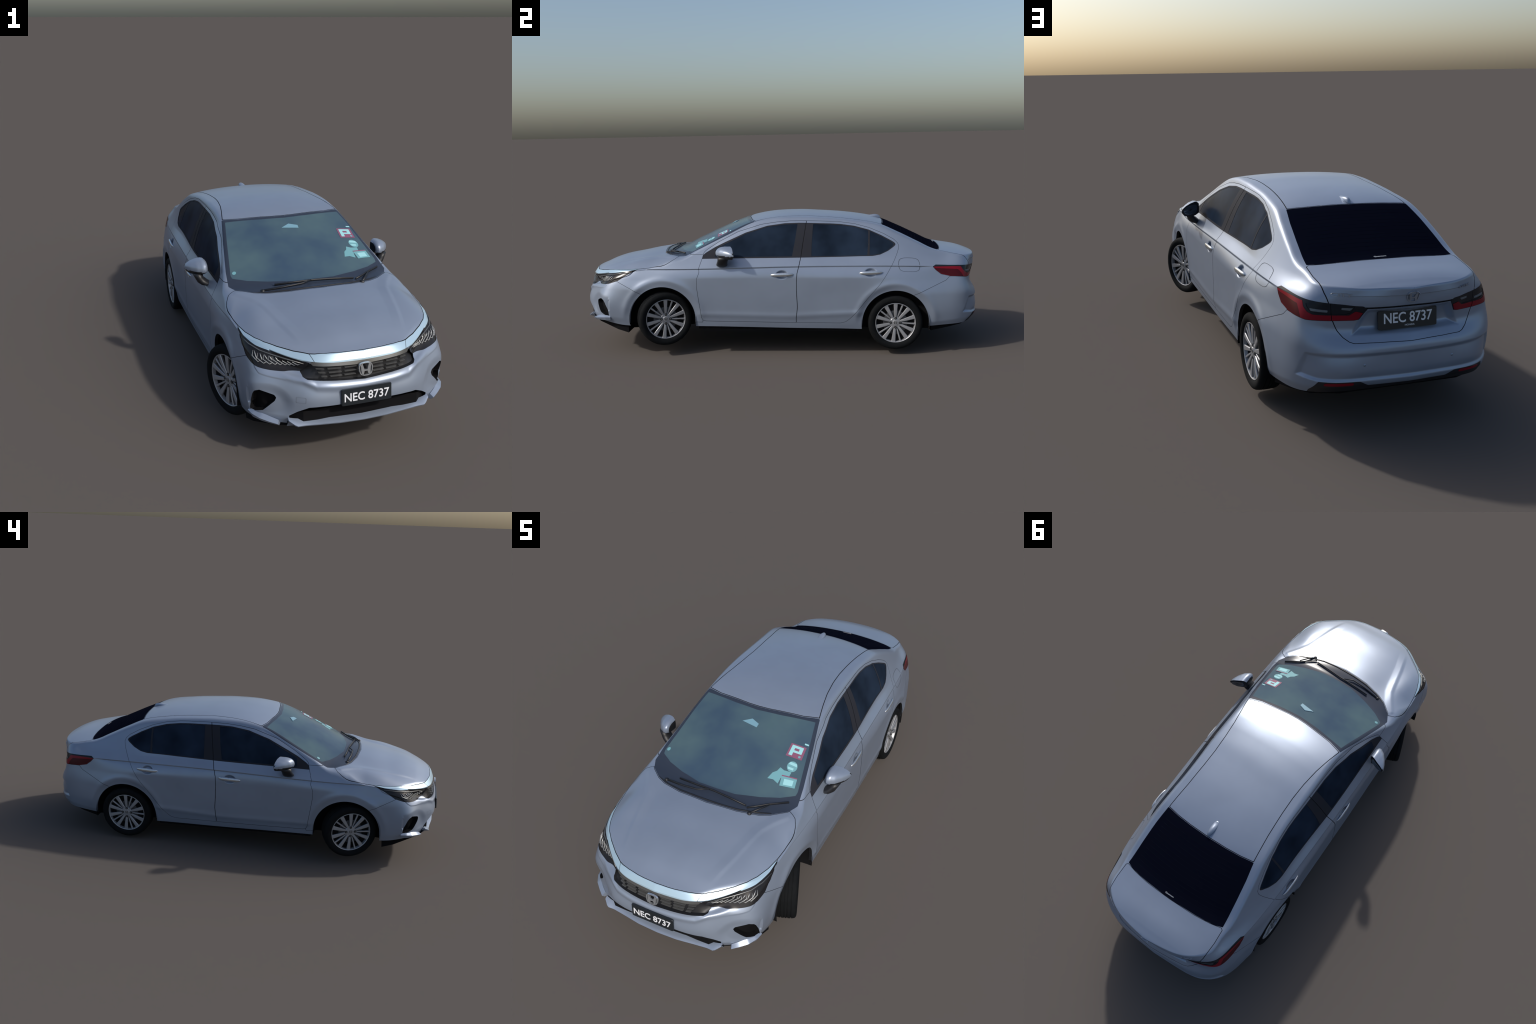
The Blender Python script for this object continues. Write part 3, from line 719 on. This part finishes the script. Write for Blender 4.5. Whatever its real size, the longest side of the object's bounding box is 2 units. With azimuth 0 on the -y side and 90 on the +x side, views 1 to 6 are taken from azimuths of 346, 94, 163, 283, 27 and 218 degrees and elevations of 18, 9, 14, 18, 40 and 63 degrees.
def build_underbody():
    xs = [(-.955,.20),(-.90,.27),(-.80,.325),(-.745,.335),(-.740,.235),(-.400,.235),(-.395,.345),(.385,.345),(.390,.235),(.730,.235),(.735,.335),(.82,.32),(.89,.28),(.93,.20)]
    o = [(x, y) for y, x in xs] + [(-x, y) for y, x in xs[::-1]]
    z = lambda y: float(np.interp(y, [-.96, -.90, -.80, -.745, -.70, -.40, .7, .82, .95], [.145, .130, .102, .088, .104, .116, .116, .140, .155]))
    n = len(o)
    V = [(x, y, z(y)) for x, y in o] + [(x, y, z(y) + .05) for x, y in o]
    F = [tuple(range(n))[::-1], tuple(range(n, 2 * n))] + [(i, (i + 1) % n, n + (i + 1) % n, n + i) for i in range(n)]
    add_mesh('underbody', V, F, MAT['under'], ROOT, smooth_faces=False)

# ------------------------------------------------------------------ wheels
def build_wheels():
    half = [(.030,.0965),(.036,.100),(.0395,.107),(.0410,.114),(.0400,.121),(.0365,.1270),(.031,.1298),(.024,.1309),(.0215,.1310),(.0213,.1280),(.0183,.1280),(.0181,.1312),(.0070,.1316),(.0068,.1285),(.0038,.1285),(.0036,.1317)]
    prof = half + [(-x, r) for x, r in half[::-1]]
    tv, tf = lathe(prof, 96)
    tyre = bpy.data.meshes.new('tyre'); tyre.from_pydata([tuple(v) for v in tv], [], tf); tyre.materials.append(MAT['tyre'])
    tyre.polygons.foreach_set('use_smooth', [True] * len(tyre.polygons)); tyre.set_sharp_from_angle(angle=math.radians(50))
    parts = []; mats = []
    def add(vf, m):
        parts.append(vf); mats.extend([m] * len(vf[1]))
    add(lathe([(.0300,.0970),(.0345,.0972),(.0350,.0955),(.0335,.0935),(.0285,.0925),(.020,.0905),(-.020,.0885),(-.034,.090),(-.036,.096)], 96), 0)
    add(lathe([(.0215,.001),(.0215,.0900)], 48), 2)                         # dark back of the wheel
    add(lathe([(.0220,.030),(.0220,.058),(.0210,.060)], 48), 3)                # brake disc
    def spoke(ang, w0, w1, r0, r1, x0, x1, depth, bev):
        ca, sa = math.cos(ang), math.sin(ang); secs = []
        for t in np.linspace(0, 1, 7):
            r = r0 + (r1 - r0) * t; w = w0 + (w1 - w0) * t ** .9; x = x0 + (x1 - x0) * t + .0015 * math.sin(math.pi * t)
            loop = [(x - depth, -w * .30), (x - bev * 1.6, -w / 2), (x - bev * .2, -w / 2 + bev), (x, 0), (x - bev * .2, w / 2 - bev), (x - bev * 1.6, w / 2), (x - depth, w * .30)]
            secs.append([(xx, r * ca - q * sa, r * sa + q * ca) for xx, q in loop])
        return loft(secs)
    for k in range(5):
        a = math.radians(90 - 20 - 72 * k)
        add(spoke(a, .0055, .0085, .022, .0935, .0265, .0320, .010, .0012), 0)
        for d in (-21, 21):
            add(spoke(a + math.radians(d), .0090, .0205, .018, .0940, .0285, .0335, .013, .0018), 0)
    add(lathe([(.018,.0275),(.0265,.0270),(.0290,.0245),(.0295,.017),(.0300,.0135),(.0312,.0125),(.0315,.001)], 40), 0)
    for k in range(4):
        a = math.pi / 2 * k; cy, cz = .0222 * math.cos(a), .0222 * math.sin(a)
        v, f = lathe([(.0285,.0066),(.0302,.0064),(.0304,.0058)], 18); add((v + [0, cy, cz], f), 1)
        v, f = lathe([(.0304,.0060),(.0304,.0001)], 18); add((v + [0, cy, cz], f), 2)
        v, f = lathe([(.0300,.0036),(.0325,.0034),(.0330,.0001)], 6); add((v + [0, cy, cz], f), 1)
    add(h_badge(lambda u, v, w: np.array([.0314 + w, u, v]), .016, .014, .0006), 1)
    V, F = join_parts(parts)
    rim = bpy.data.meshes.new('rim'); rim.from_pydata([tuple(v) for v in V], [], F)
    for m in ('alloy', 'darkchrome', 'under', 'alloy_dark'): rim.materials.append(MAT[m])
    rim.polygons.foreach_set('material_index', mats); rim.polygons.foreach_set('use_smooth', [True] * len(rim.polygons))
    rim.set_sharp_from_angle(angle=math.radians(28))
    import bmesh
    for me in (tyre, rim):
        b = bmesh.new(); b.from_mesh(me); bmesh.ops.recalc_face_normals(b, faces=b.faces); b.to_mesh(me); b.free()
    steer = math.radians(21)
    for sx in (1, -1):
        for front in (True, False):
            y = FRONT_HUB[0] if front else REAR_HUB[0]
            w = empty('wheel', ROOT, (sx * .3295, -.575 + sx * .0082, .164) if front else (sx * .326, y, .163))
            rot = (0 if sx > 0 else math.pi) + (steer if front else 0)
            w.rotation_euler = (random.uniform(0, .4), 0, rot) if False else (0, 0, rot)
            for n, me in (('tyre', tyre), ('rim', rim)):
                o = bpy.data.objects.new(n, me); link(o, w)

# ------------------------------------------------------------------ fittings
def build_front(S):
    nose = Lookup(S, nose_p, lambda V: (V[:, 1] < -.6) & (V[:, 2] < .42))
    front = Lookup(S, rear_p, lambda V: (V[:, 1] < -.85) & (V[:, 2] < .40))
    for o in [o for o in bpy.data.objects if o.name == 'grille']: grille = o
    # grille slats: three rows of dashes
    rows = [(.3345, [(.026,.066),(.078,.121),(.132,.156)]), (.3225, [(.026,.067),(.077,.118),(.129,.150)]), (.3105, [(.030,.068),(.076,.114),(.124,.142)])]
    for z, spans in rows:
        for a, b in spans:
            for sx in (1, -1):
                secs = []
                for x in np.linspace(a, b, 6):
                    p, n = front(x, z); p = p + np.array([0, .004, 0])
                    secs.append([(sx * x, p[1] + dy, z + dz) for dy, dz in ((0, -.0013), (-.003, -.0008), (-.003, .0008), (0, .0013), (.006, .0013), (.006, -.0013))])
                v, f = loft(secs); add_mesh('grille_slat', v, f, MAT['darkchrome'], grille, smooth_faces=False)
    def fr(u, v, w):
        return np.array([u, -.9835 - w + v * .12, .3255 + v])
    V, F = h_badge(fr, .048, .044, .006); o = add_mesh('badge', V, F, MAT['trim'], grille, smooth_faces=False)
    # number plate
    plate(lambda u, v, w: np.array([u, -.9935 - w + v * .04, .2415 + v]), .172, .056, [('NEC 8737', -.077, .077, -.015, .0135)])
    # headlamp internals: a row of hooked reflectors and a daylight strip
    bottoms = [(-.536,.341),(-.564,.338),(-.590,.336),(-.612,.335),(-.633,.334),(-.654,.334),(-.674,.335),(-.695,.336),(-.714,.340)]
    tops = [(-.498,.354),(-.526,.351),(-.556,.349),(-.578,.348),(-.597,.348),(-.617,.347),(-.640,.346),(-.665,.346),(-.689,.347)]
    lamps = [o for o in bpy.data.objects if o.name.startswith('headlight')]
    for sx, lamp in zip((1, -1), lamps):
        parts = []
        for i, (b, t) in enumerate(zip(bottoms, tops)):
            k = 1 - i * .06
            up = (t[0] + .002, t[1] + .014 * k) if i < 6 else (t[0], t[1] + .004)
            hook = (b[0] - .008, b[1] + .004)
            path = [nose(*q, .0006)[0] for q in (up, t, ((t[0] + b[0]) / 2, (t[1] + b[1]) / 2), b, hook)]
            parts.append(tube(np.array(path) * [sx, 1, 1], np.array([.0006, .0016, .0018, .0015, .0007]) * (.75 + .25 * k), 6))
        for a, b in (((-.503,.368), (-.528,.347)), ((-.535,.364), (-.553,.347)), ((-.556,.362), (-.575,.349)), ((-.580,.359), (-.595,.347)), ((-.605,.357), (-.617,.346))):
            path = [nose(a[0] + (b[0] - a[0]) * t, a[1] + (b[1] - a[1]) * t, .0004)[0] for t in np.linspace(0, 1, 4)]
            parts.append(tube(np.array(path) * [sx, 1, 1], [.0008, .0019, .0017, .0008], 6))
        V, F = join_parts(parts); o = add_mesh('lamp_reflector', V, F, MAT['led'], lamp); o['kind'] = 'stuff'
        strip = [nose(s, z, .0006)[0] for s, z in [(-.40,.3865),(-.461,.3795),(-.527,.3715),(-.583,.3635),(-.654,.3555),(-.742,.3475)]]
        V, F = tube(np.array(strip) * [sx, 1, 1], [.0012, .0022, .0024, .0024, .0024, .0012], 8); add_mesh('daylight_strip', V, F, MAT['darkchrome'], lamp)
    # chin spoiler blade between the corners
    secs = []
    def blade(x):
        a = abs(x); t = a / .247
        yo = np.interp(a, [0, .08, .15, .20, .226, .247], [-.984, -.981, -.971, -.966, -.969, -.950])
        zo = np.interp(a, [0, .15, .20, .226, .247], [.147, .148, .150, .1525, .166])
        yi = np.interp(a, [0, .10, .18, .226, .247], [-.962, -.956, -.945, -.943, -.938]); zi = np.interp(a, [0, .15, .20, .247], [.157, .158, .163, .172])
        return [(x, yi, zi), (x, (yi + yo) / 2 - .002, (zi + zo) / 2 + .001), (x, yo, zo), (x, yo + .002, zo - .004), (x, yo + .018, zo - .008), (x, yi + .012, .136)]
    secs = [blade(x) for x in np.linspace(-.247, .247, 61)]
    V, F = loft(secs); o = add_mesh('chin_spoiler', V, F, MAT['paint'], ROOT); sharp_by_angle(o, 30)
    # towing-eye cover, right-hand side only: a fine square outline
    sq = rounded([(-.774,.228),(-.729,.228),(-.729,.246),(-.774,.246)], 4, .12); c = sq.mean(0)
    V = [nose(*(c + (p - c) * k), .0005)[0] * [-1, 1, 1] for k in (1., .955) for p in sq]; n = len(sq)
    add_mesh('tow_cover', V, [(i, (i + 1) % n, n + (i + 1) % n, n + i) for i in range(n)], MAT['darkchrome'], ROOT)
    # corner winglets under the fog lamps
    for sx in (1, -1):
        top = [(.343,-.835,.172),(.334,-.858,.174),(.316,-.882,.173),(.292,-.903,.165),(.272,-.917,.158)]
        out = [(.351,-.832,.166),(.346,-.860,.165),(.328,-.890,.160),(.302,-.913,.154),(.278,-.932,.150)]
        bot = [(.345,-.832,.152),(.340,-.858,.150),(.320,-.886,.147),(.296,-.907,.144),(.272,-.925,.142)]
        inn = [(.330,-.832,.152),(.320,-.850,.150),(.302,-.872,.147),(.280,-.890,.144),(.260,-.903,.142)]
        secs = []
        for t in np.linspace(0, 4, 21):
            secs.append([[sx * np.interp(t, range(5), [p[0] for p in c]), np.interp(t, range(5), [p[1] for p in c]), np.interp(t, range(5), [p[2] for p in c])] for c in (top, out, bot, inn)])
        V, F = loft(secs); o = add_mesh('corner_winglet', V, F if sx > 0 else [q[::-1] for q in F], MAT['paint'], ROOT); sharp_by_angle(o, 30)

def plate(frame, w, h, texts):
    o = rounded([(-w/2, -h/2), (w/2, -h/2), (w/2, h/2), (-w/2, h/2)], 6, .06)
    V, F = prism(o, frame, .006, .0015, .02)
    p = add_mesh('license_plate', V, F, MAT['plate'], ROOT, smooth_faces=False)
    for body, u0, u1, v0, v1 in texts:
        tv, tf = text_shape(body, .05, .012 if len(body) > 6 and v1 - v0 > .01 else 0.)
        big = v1 - v0 > .01
        if big:
            V = [frame(u0 + (u1 - u0) * a, v0 + (v1 - v0) * b, .0058 + .0010 * c) for a, b, c in tv]
        else:
            V = [frame(u0 + (u1 - u0) * a, v0 + (v1 - v0) * b, .0058 + .0006 * c) for a, b, c in tv]
        add_mesh('plate_lettering', V, tf, MAT['white'], p, smooth_faces=False)

def build_rear(S):
    boot = Lookup(S, rear_p, lambda V: (V[:, 1] > .88) & (V[:, 2] > .2) & (V[:, 2] < .474))
    lid = [o for o in bpy.data.objects if o.name == 'trunk_lid'][0]
    # the plate leans with the pocket; u runs to the reader's right, that is towards -x
    plate(lambda u, v, w: np.array([-u, .9515 + w - v * .14, .379 + v]), .194, .057, [('NEC 8737', -.0785, .0805, -.0105, .0205), ('HONDA', -.010, .022, -.0215, -.0165)])
    def fr(u, v, w):
        p, n = boot(abs(u), min(.4535 + v, .464)); return np.array([-u, p[1] + w + .0008, .4535 + v])
    V, F = h_badge(fr, .040, .034, .003); add_mesh('badge', V, F, MAT['dull'], lid, smooth_faces=False)
    for body, x0, x1, z0, z1 in (('CITY', .236, .181, .458, .4685), ('i-VTEC', -.166, -.214, .4575, .466)):
        tv, tf = text_shape(body, .05)
        V = []
        for a, b, c in tv:
            x = x0 + (x1 - x0) * a; z = z0 + (z1 - z0) * b; p, n = boot(abs(x), min(z, .464))
            V.append((x, p[1] + .0014 + .0016 * c, z))
        add_mesh('model_lettering', V, tf, MAT['dull'], lid, smooth_faces=False)
    # parking sensors
    for x in (.145, -.145):
        p, n = boot(abs(x), .256); v, f = lathe([(0,.0045),(.0008,.0042),(.0010,.0001)], 16)
        add_mesh('parking_sensor', np.array([[x + b, p[1] + a, .256 + c] for a, b, c in v]), f, MAT['paint'], ROOT)

def sheet_point(x, y, off):
    e = 1e-3
    n = np.array([-(top_sheet(x + e, y) - top_sheet(x - e, y)) / (2 * e), -(top_sheet(x, y + e) - top_sheet(x, y - e)) / (2 * e), 1.]); n /= np.linalg.norm(n)
    return np.array([x, y, float(top_sheet(np.array(x), np.array(y)))]) + n * off

def decal(name, quad, mat, parent, off, k=6, thick=.0005, shape=None):
    """thin sticker draped on the windscreen; quad = top left, top right, bottom right, bottom left in plan"""
    q = np.array(quad, float)
    def at(u, v): return (1 - v) * ((1 - u) * q[3] + u * q[2]) + v * ((1 - u) * q[0] + u * q[1])
    if shape is None:
        V = []; F = []
        for lev in (0, 1):
            for i in range(k + 1):
                for j in range(k + 1): V.append(sheet_point(*at(i / k, j / k), off + lev * thick))
        m = k + 1; n = m * m
        for i in range(k):
            for j in range(k):
                a = i * m + j
                F += [(a, a + 1, a + m + 1, a + m), (n + a, n + a + m, n + a + m + 1, n + a + 1)]
        rim = [i * m for i in range(k)] + [k * m + j for j in range(k)] + [i * m + k for i in range(k, 0, -1)] + [j for j in range(k, 0, -1)]
        F += [(rim[i], rim[(i + 1) % len(rim)], n + rim[(i + 1) % len(rim)], n + rim[i]) for i in range(len(rim))]
    else:
        tv, F = shape
        V = [sheet_point(*at(a, b), off + thick * c) for a, b, c in tv]
    return add_mesh(name, V, F, MAT[mat], parent, smooth_faces=False)

def disc_shape(n=24):
    t = np.linspace(0, 2 * np.pi, n, endpoint=False)
    o = np.stack([.5 + .5 * np.cos(t), .5 + .5 * np.sin(t)], 1)
    V = [(a, b, 0) for a, b in o] + [(a, b, 1) for a, b in o]
    return np.array(V), [tuple(range(n))[::-1], tuple(range(n, 2 * n))] + [(i, (i + 1) % n, n + (i + 1) % n, n + i) for i in range(n)]

def build_glass_details():
    ws = [o for o in bpy.data.objects if o.name == 'windshield'][0]
    P = decal('sticker', [(.191,-.265),(.252,-.260),(.2535,-.311),(.190,-.317)], 'sticker_red', ws, .0006)
    bar = lambda a, b, c, d: prism([(a, c), (b, c), (b, d), (a, d)], lambda u, v, w: np.array([u, v, w]), 1.)
    pv = join_parts([bar(.12, .34, .12, .90), bar(.34, .66, .72, .90), bar(.34, .66, .38, .54), bar(.64, .86, .38, .90)])
    decal('sticker_lettering', [(.191,-.265),(.252,-.260),(.2535,-.311),(.190,-.317)], 'sticker_white', ws, .0011, shape=pv)
    decal('sticker_lettering', [(.236,-.299),(.246,-.298),(.246,-.307),(.236,-.308)], 'sticker_teal', ws, .0011, shape=disc_shape(16))
    decal('sticker', [(.210,-.389),(.268,-.377),(.274,-.414),(.217,-.428)], 'sticker_teal', ws, .0010)
    decal('sticker_lettering', [(.210,-.389),(.268,-.377),(.2685,-.381),(.2105,-.393)], 'sticker_red', ws, .0015)
    decal('sticker_lettering', [(.224,-.399),(.259,-.391),(.262,-.411),(.228,-.420)], 'sticker_white', ws, .0015)
    decal('sticker', [(.212,-.327),(.251,-.325),(.252,-.365),(.212,-.367)], 'sticker_teal', ws, .0004, shape=disc_shape())
    decal('sticker_lettering', [(.219,-.332),(.245,-.331),(.249,-.341),(.215,-.342)], 'sticker_white', ws, .0009)
    decal('sticker_lettering', [(.216,-.352),(.240,-.350),(.240,-.358),(.220,-.360)], 'sticker_white', ws, .0009)
    decal('sticker', [(.239,-.247),(.255,-.2455),(.256,-.251),(.240,-.2525)], 'sticker_white', ws, .0006)
    decal('sticker', [(-.283,-.408),(-.268,-.408),(-.268,-.422),(-.283,-.422)], 'sticker_teal', ws, .0006, shape=disc_shape())
    # crumpled pale tag beside the stickers
    lump = [(-.0, .05), (.12, .5), (.3, .72), (.38, 1.), (.62, .92), (1., 1.), (.98, .55), (.62, .4), (.6, .0), (.3, .12)]
    lv = prism(lump, lambda u, v, w: np.array([u, v, w]), 1.)
    decal('sticker', [(.164,-.366),(.238,-.366),(.238,-.424),(.164,-.424)], 'sticker_teal', ws, .0003, shape=lv)
    # sensor high on the windshield
    sv = prism([(0, .35), (.5, 1.), (1., .55), (.98, .0)], lambda u, v, w: np.array([u, v, w]), 1.)
    decal('pale_quad', [(-.032,-.226),(.036,-.226),(.036,-.256),(-.032,-.256)], 'pale_glass_patch', ws, .0006, shape=sv, thick=.002)
    # wipers
    def wiper(blade, arm):
        b = [sheet_point(x, y, .006) for x, y in blade]; a = [sheet_point(x, y, h) for x, y, h in arm]
        V, F = join_parts([tube(np.array(b), .0026, 6, 1.6), tube(np.array(a), np.linspace(.0045, .0028, len(a)), 6)])
        o = add_mesh('wiper', V, F, MAT['black'], ROOT)
        c = a[0]; v, f = lathe([(0,.009),(.006,.008),(.009,.004),(.0095,.0001)], 16)
        add_mesh('wiper_pivot', np.array([[c[0] + q[1], c[1] + q[2], c[2] - .004 + q[0]] for q in v]), f, MAT['black'], o)
    wiper([(-.155,-.530),(-.075,-.537),(0,-.540),(.07,-.548),(.142,-.555)], [(-.205,-.548,.002),(-.125,-.560,.006),(-.060,-.562,.009),(-.020,-.542,.009)])
    wiper([(.149,-.562),(.183,-.536),(.214,-.510),(.277,-.467)], [(.168,-.577,.002),(.192,-.549,.008),(.218,-.512,.009)])
    V, F = tube([sheet_point(x, y, .0015) for x, y in [(-.262,-.525),(-.235,-.546),(-.19,-.566),(-.12,-.582),(-.05,-.588),(.05,-.589),(.12,-.582),(.19,-.562),(.24,-.54)]], .0035, 6, .5)
    add_mesh('cowl_seal', V, F, MAT['black'], ROOT)
    # heater lines printed on the rear glass
    parts = []
    rw = [o for o in bpy.data.objects if o.name == 'rear_window'][0]
    for y in np.linspace(.555, .765, 13):
        hw = np.interp(y, [.5, .77], [.195, .222])
        parts.append(tube([sheet_point(x, y - .35 * x * x, .0002) for x in np.linspace(-hw, hw, 13)], .0004, 5, .4))
    V, F = join_parts(parts); o = add_mesh('heater_line', V, F, MAT['heater'], rw); o['kind'] = 'stuff'
    tv, tf = text_shape('Quantum', .02)
    V = [sheet_point(.034 - .042 * a, .786 - .0065 * b, .0006 + .0004 * c) for a, b, c in tv]
    add_mesh('glass_lettering', V, [q for q in tf], MAT['white'], rw, smooth_faces=False)
    # low fin aerial at the back of the roof
    secs = []
    for t in np.linspace(0, 1, 14):
        y = .436 + .076 * t; w = .0125 * math.sin(math.pi * min(1, t * .9 + .08)) ** .6 + .001; h = .0145 * smooth(0, .75, t) * (1 - smooth(.88, 1.02, t) * .75) + .001
        base = float(top_sheet(np.array(0.), np.array(y))) - .001
        secs.append([(w * math.cos(a), y, base + h * max(0, math.sin(a)) ** .8) for a in np.linspace(0, math.pi, 11)] + [(0, y, base - .004)])
    V, F = loft(secs); add_mesh('antenna_fin', V, F, MAT['paint'], ROOT)

def build_side(S):
    flank = Lookup(S, side_p, lambda V: (V[:, 0] > .25) & (V[:, 2] < .62))
    doors = {'front_door': [], 'rear_door': []}
    for o in bpy.data.objects:
        for k in doors:
            if o.name == k or o.name.startswith(k + '.'): doors[k].append(o)
    for k in doors: doors[k].sort(key=lambda o: -np.mean([v.co.x for v in o.data.vertices[:50]]))
    for (key, yc, zc) in (('front_door', .009, .3925), ('rear_door', .435, .4075)):
        for sx, door in zip((1, -1), doors[key]):
            secs = []
            for t in np.linspace(-1, 1, 25):
                y = yc + .057 * t; z = zc + .003 * t
                p, n = flank(yc - .05 if t < 0 else yc + .05, zc + .012)
                base = np.interp(t, [-1, 1], [flank(yc - .045, zc)[0][0], flank(yc + .045, zc)[0][0]])
                h = .0092 * (1 - abs(t) ** 2.6) ** .55 + .0006; out = .0095 * (1 - abs(t) ** 4) + .0012
                thick = .0045 * (1 - abs(t) ** 4) + .0012
                secs.append([(sx * (base + out - thick + thick * math.cos(a) * 1.0), y, z + h * math.sin(a)) for a in np.linspace(0, 2 * math.pi, 14, endpoint=False)])
            V, F = loft(secs); add_mesh('door_handle', V, F, MAT['trim'], door)
    # mirrors
    for sx, door in zip((1, -1), doors['front_door']):
        X = np.linspace(0, 1, 17); secs = []
        for t in X:
            x = .350 + .079 * t
            yb = np.interp(t, [0, .5, 1], [-.248, -.232, -.222]); yf = np.interp(t, [0, .1, .25, .5, .75, .9, 1], [-.300, -.312, -.311, -.298, -.272, -.250, -.229])
            zt = np.interp(t, [0, .12, .25, .5, .75, .92, 1], [.516, .525, .526, .521, .512, .502, .492]); zb = np.interp(t, [0, .2, .6, .85, 1], [.477, .468, .465, .470, .484])
            zm = np.interp(t, [0, 1], [.492, .490]); loop = []
            for a in np.linspace(-math.pi / 2, math.pi / 2, 17):         # rounded front, bottom to top
                s = math.sin(a); c = math.cos(a)
                zz = zm + (zt - zm) * abs(s) ** .9 if s > 0 else zm - (zm - zb) * abs(s) ** .9
                loop.append((sx * x, yb + (yf - yb) * c ** .62 * (1 if s < 0 else 1), zz))
            for k in range(1, 6):                                        # flat back, top to bottom
                loop.append((sx * x, yb + .003 * math.sin(math.pi * k / 6), zt + (zb - zt) * k / 6))
            secs.append(loop)
        V, F = loft(secs)
        fm = []
        for q in F:
            c = np.mean([V[i] for i in q], 0)
            back = c[1] > np.interp(abs(c[0]), [.35, .390, .429], [-.248, -.232, -.222]) - .003
            fm.append(1 if (c[2] < .4835 or back or len(q) > 4 and abs(c[0]) < .36) else 0)
        m = add_mesh('side_mirror', V, F, [MAT['paint'], MAT['black']], ROOT, face_mats=fm); sharp_by_angle(m, 45)
        g = [(.361,.480),(.395,.474),(.415,.478),(.422,.490),(.415,.502),(.395,.512),(.369,.516),(.360,.510)]
        V, F = prism(rounded(g, 5, .3), lambda u, v, w: np.array([sx * u, np.interp(u, [.35, .390, .429], [-.248, -.232, -.222]) + .0035 + w, v]), .0012)
        add_mesh('mirror_glass', V, F, MAT['mirror'], m, smooth_faces=False)
        secs = []
        for t, cx, cy, cz, rx, ry in ((0, .386, -.272, .474, .020, .028), (.3, .382, -.276, .460, .017, .025), (.6, .372, -.280, .446, .017, .026), (.85, .360, -.282, .436, .016, .028), (1, .352, -.282, .432, .012, .026)):
            secs.append([(sx * (cx + rx * math.cos(a)), cy + ry * math.sin(a), cz - .006 * math.cos(a) * (t > .5)) for a in np.linspace(0, 2 * math.pi, 20, endpoint=False)])
        V, F = loft(secs); add_mesh('mirror_stalk', V, F, MAT['black'], m)
    # fuel filler flap, left flank only: a thin outline groove and a faintly proud lid
    sk = S
    V = []; n = len(FUEL_FLAP)
    c = FUEL_FLAP.mean(0)
    rings = []
    for k, off in ((1.0, .0006), (.972, .0006)):
        rings.append([flank(*(c + (p - c) * k), off)[0] for p in FUEL_FLAP])
    V, F = np.array(rings[0] + rings[1]), [(i, (i + 1) % n, n + (i + 1) % n, n + i) for i in range(n)]
    add_mesh('fuel_flap', V, F, MAT['gap'], ROOT)

# ------------------------------------------------------------------ assemble
def main():
    global ROOT
    random.seed(7)
    make_materials()
    ROOT = bpy.data.objects.new('sedan_car', None); bpy.context.scene.collection.objects.link(ROOT)
    ROOT['label'] = 'silver four-door sedan with dark windows and turned front wheels'
    ROOT['category'] = 'car'
    yaw, pitch, roll = math.radians(1.753), math.radians(-1.456), math.radians(-1.304)
    ROOT.matrix_world = Matrix.Translation((.0073, 0, 0)) @ Matrix.Rotation(yaw, 4, 'Z') @ Matrix.Rotation(pitch, 4, 'X') @ Matrix.Rotation(roll, 4, 'Y')
    S = build_skin()
    build_panels(S)
    build_underbody()
    build_wheels()
    build_front(S)
    build_rear(S)
    build_side(S)
    build_glass_details()

main()
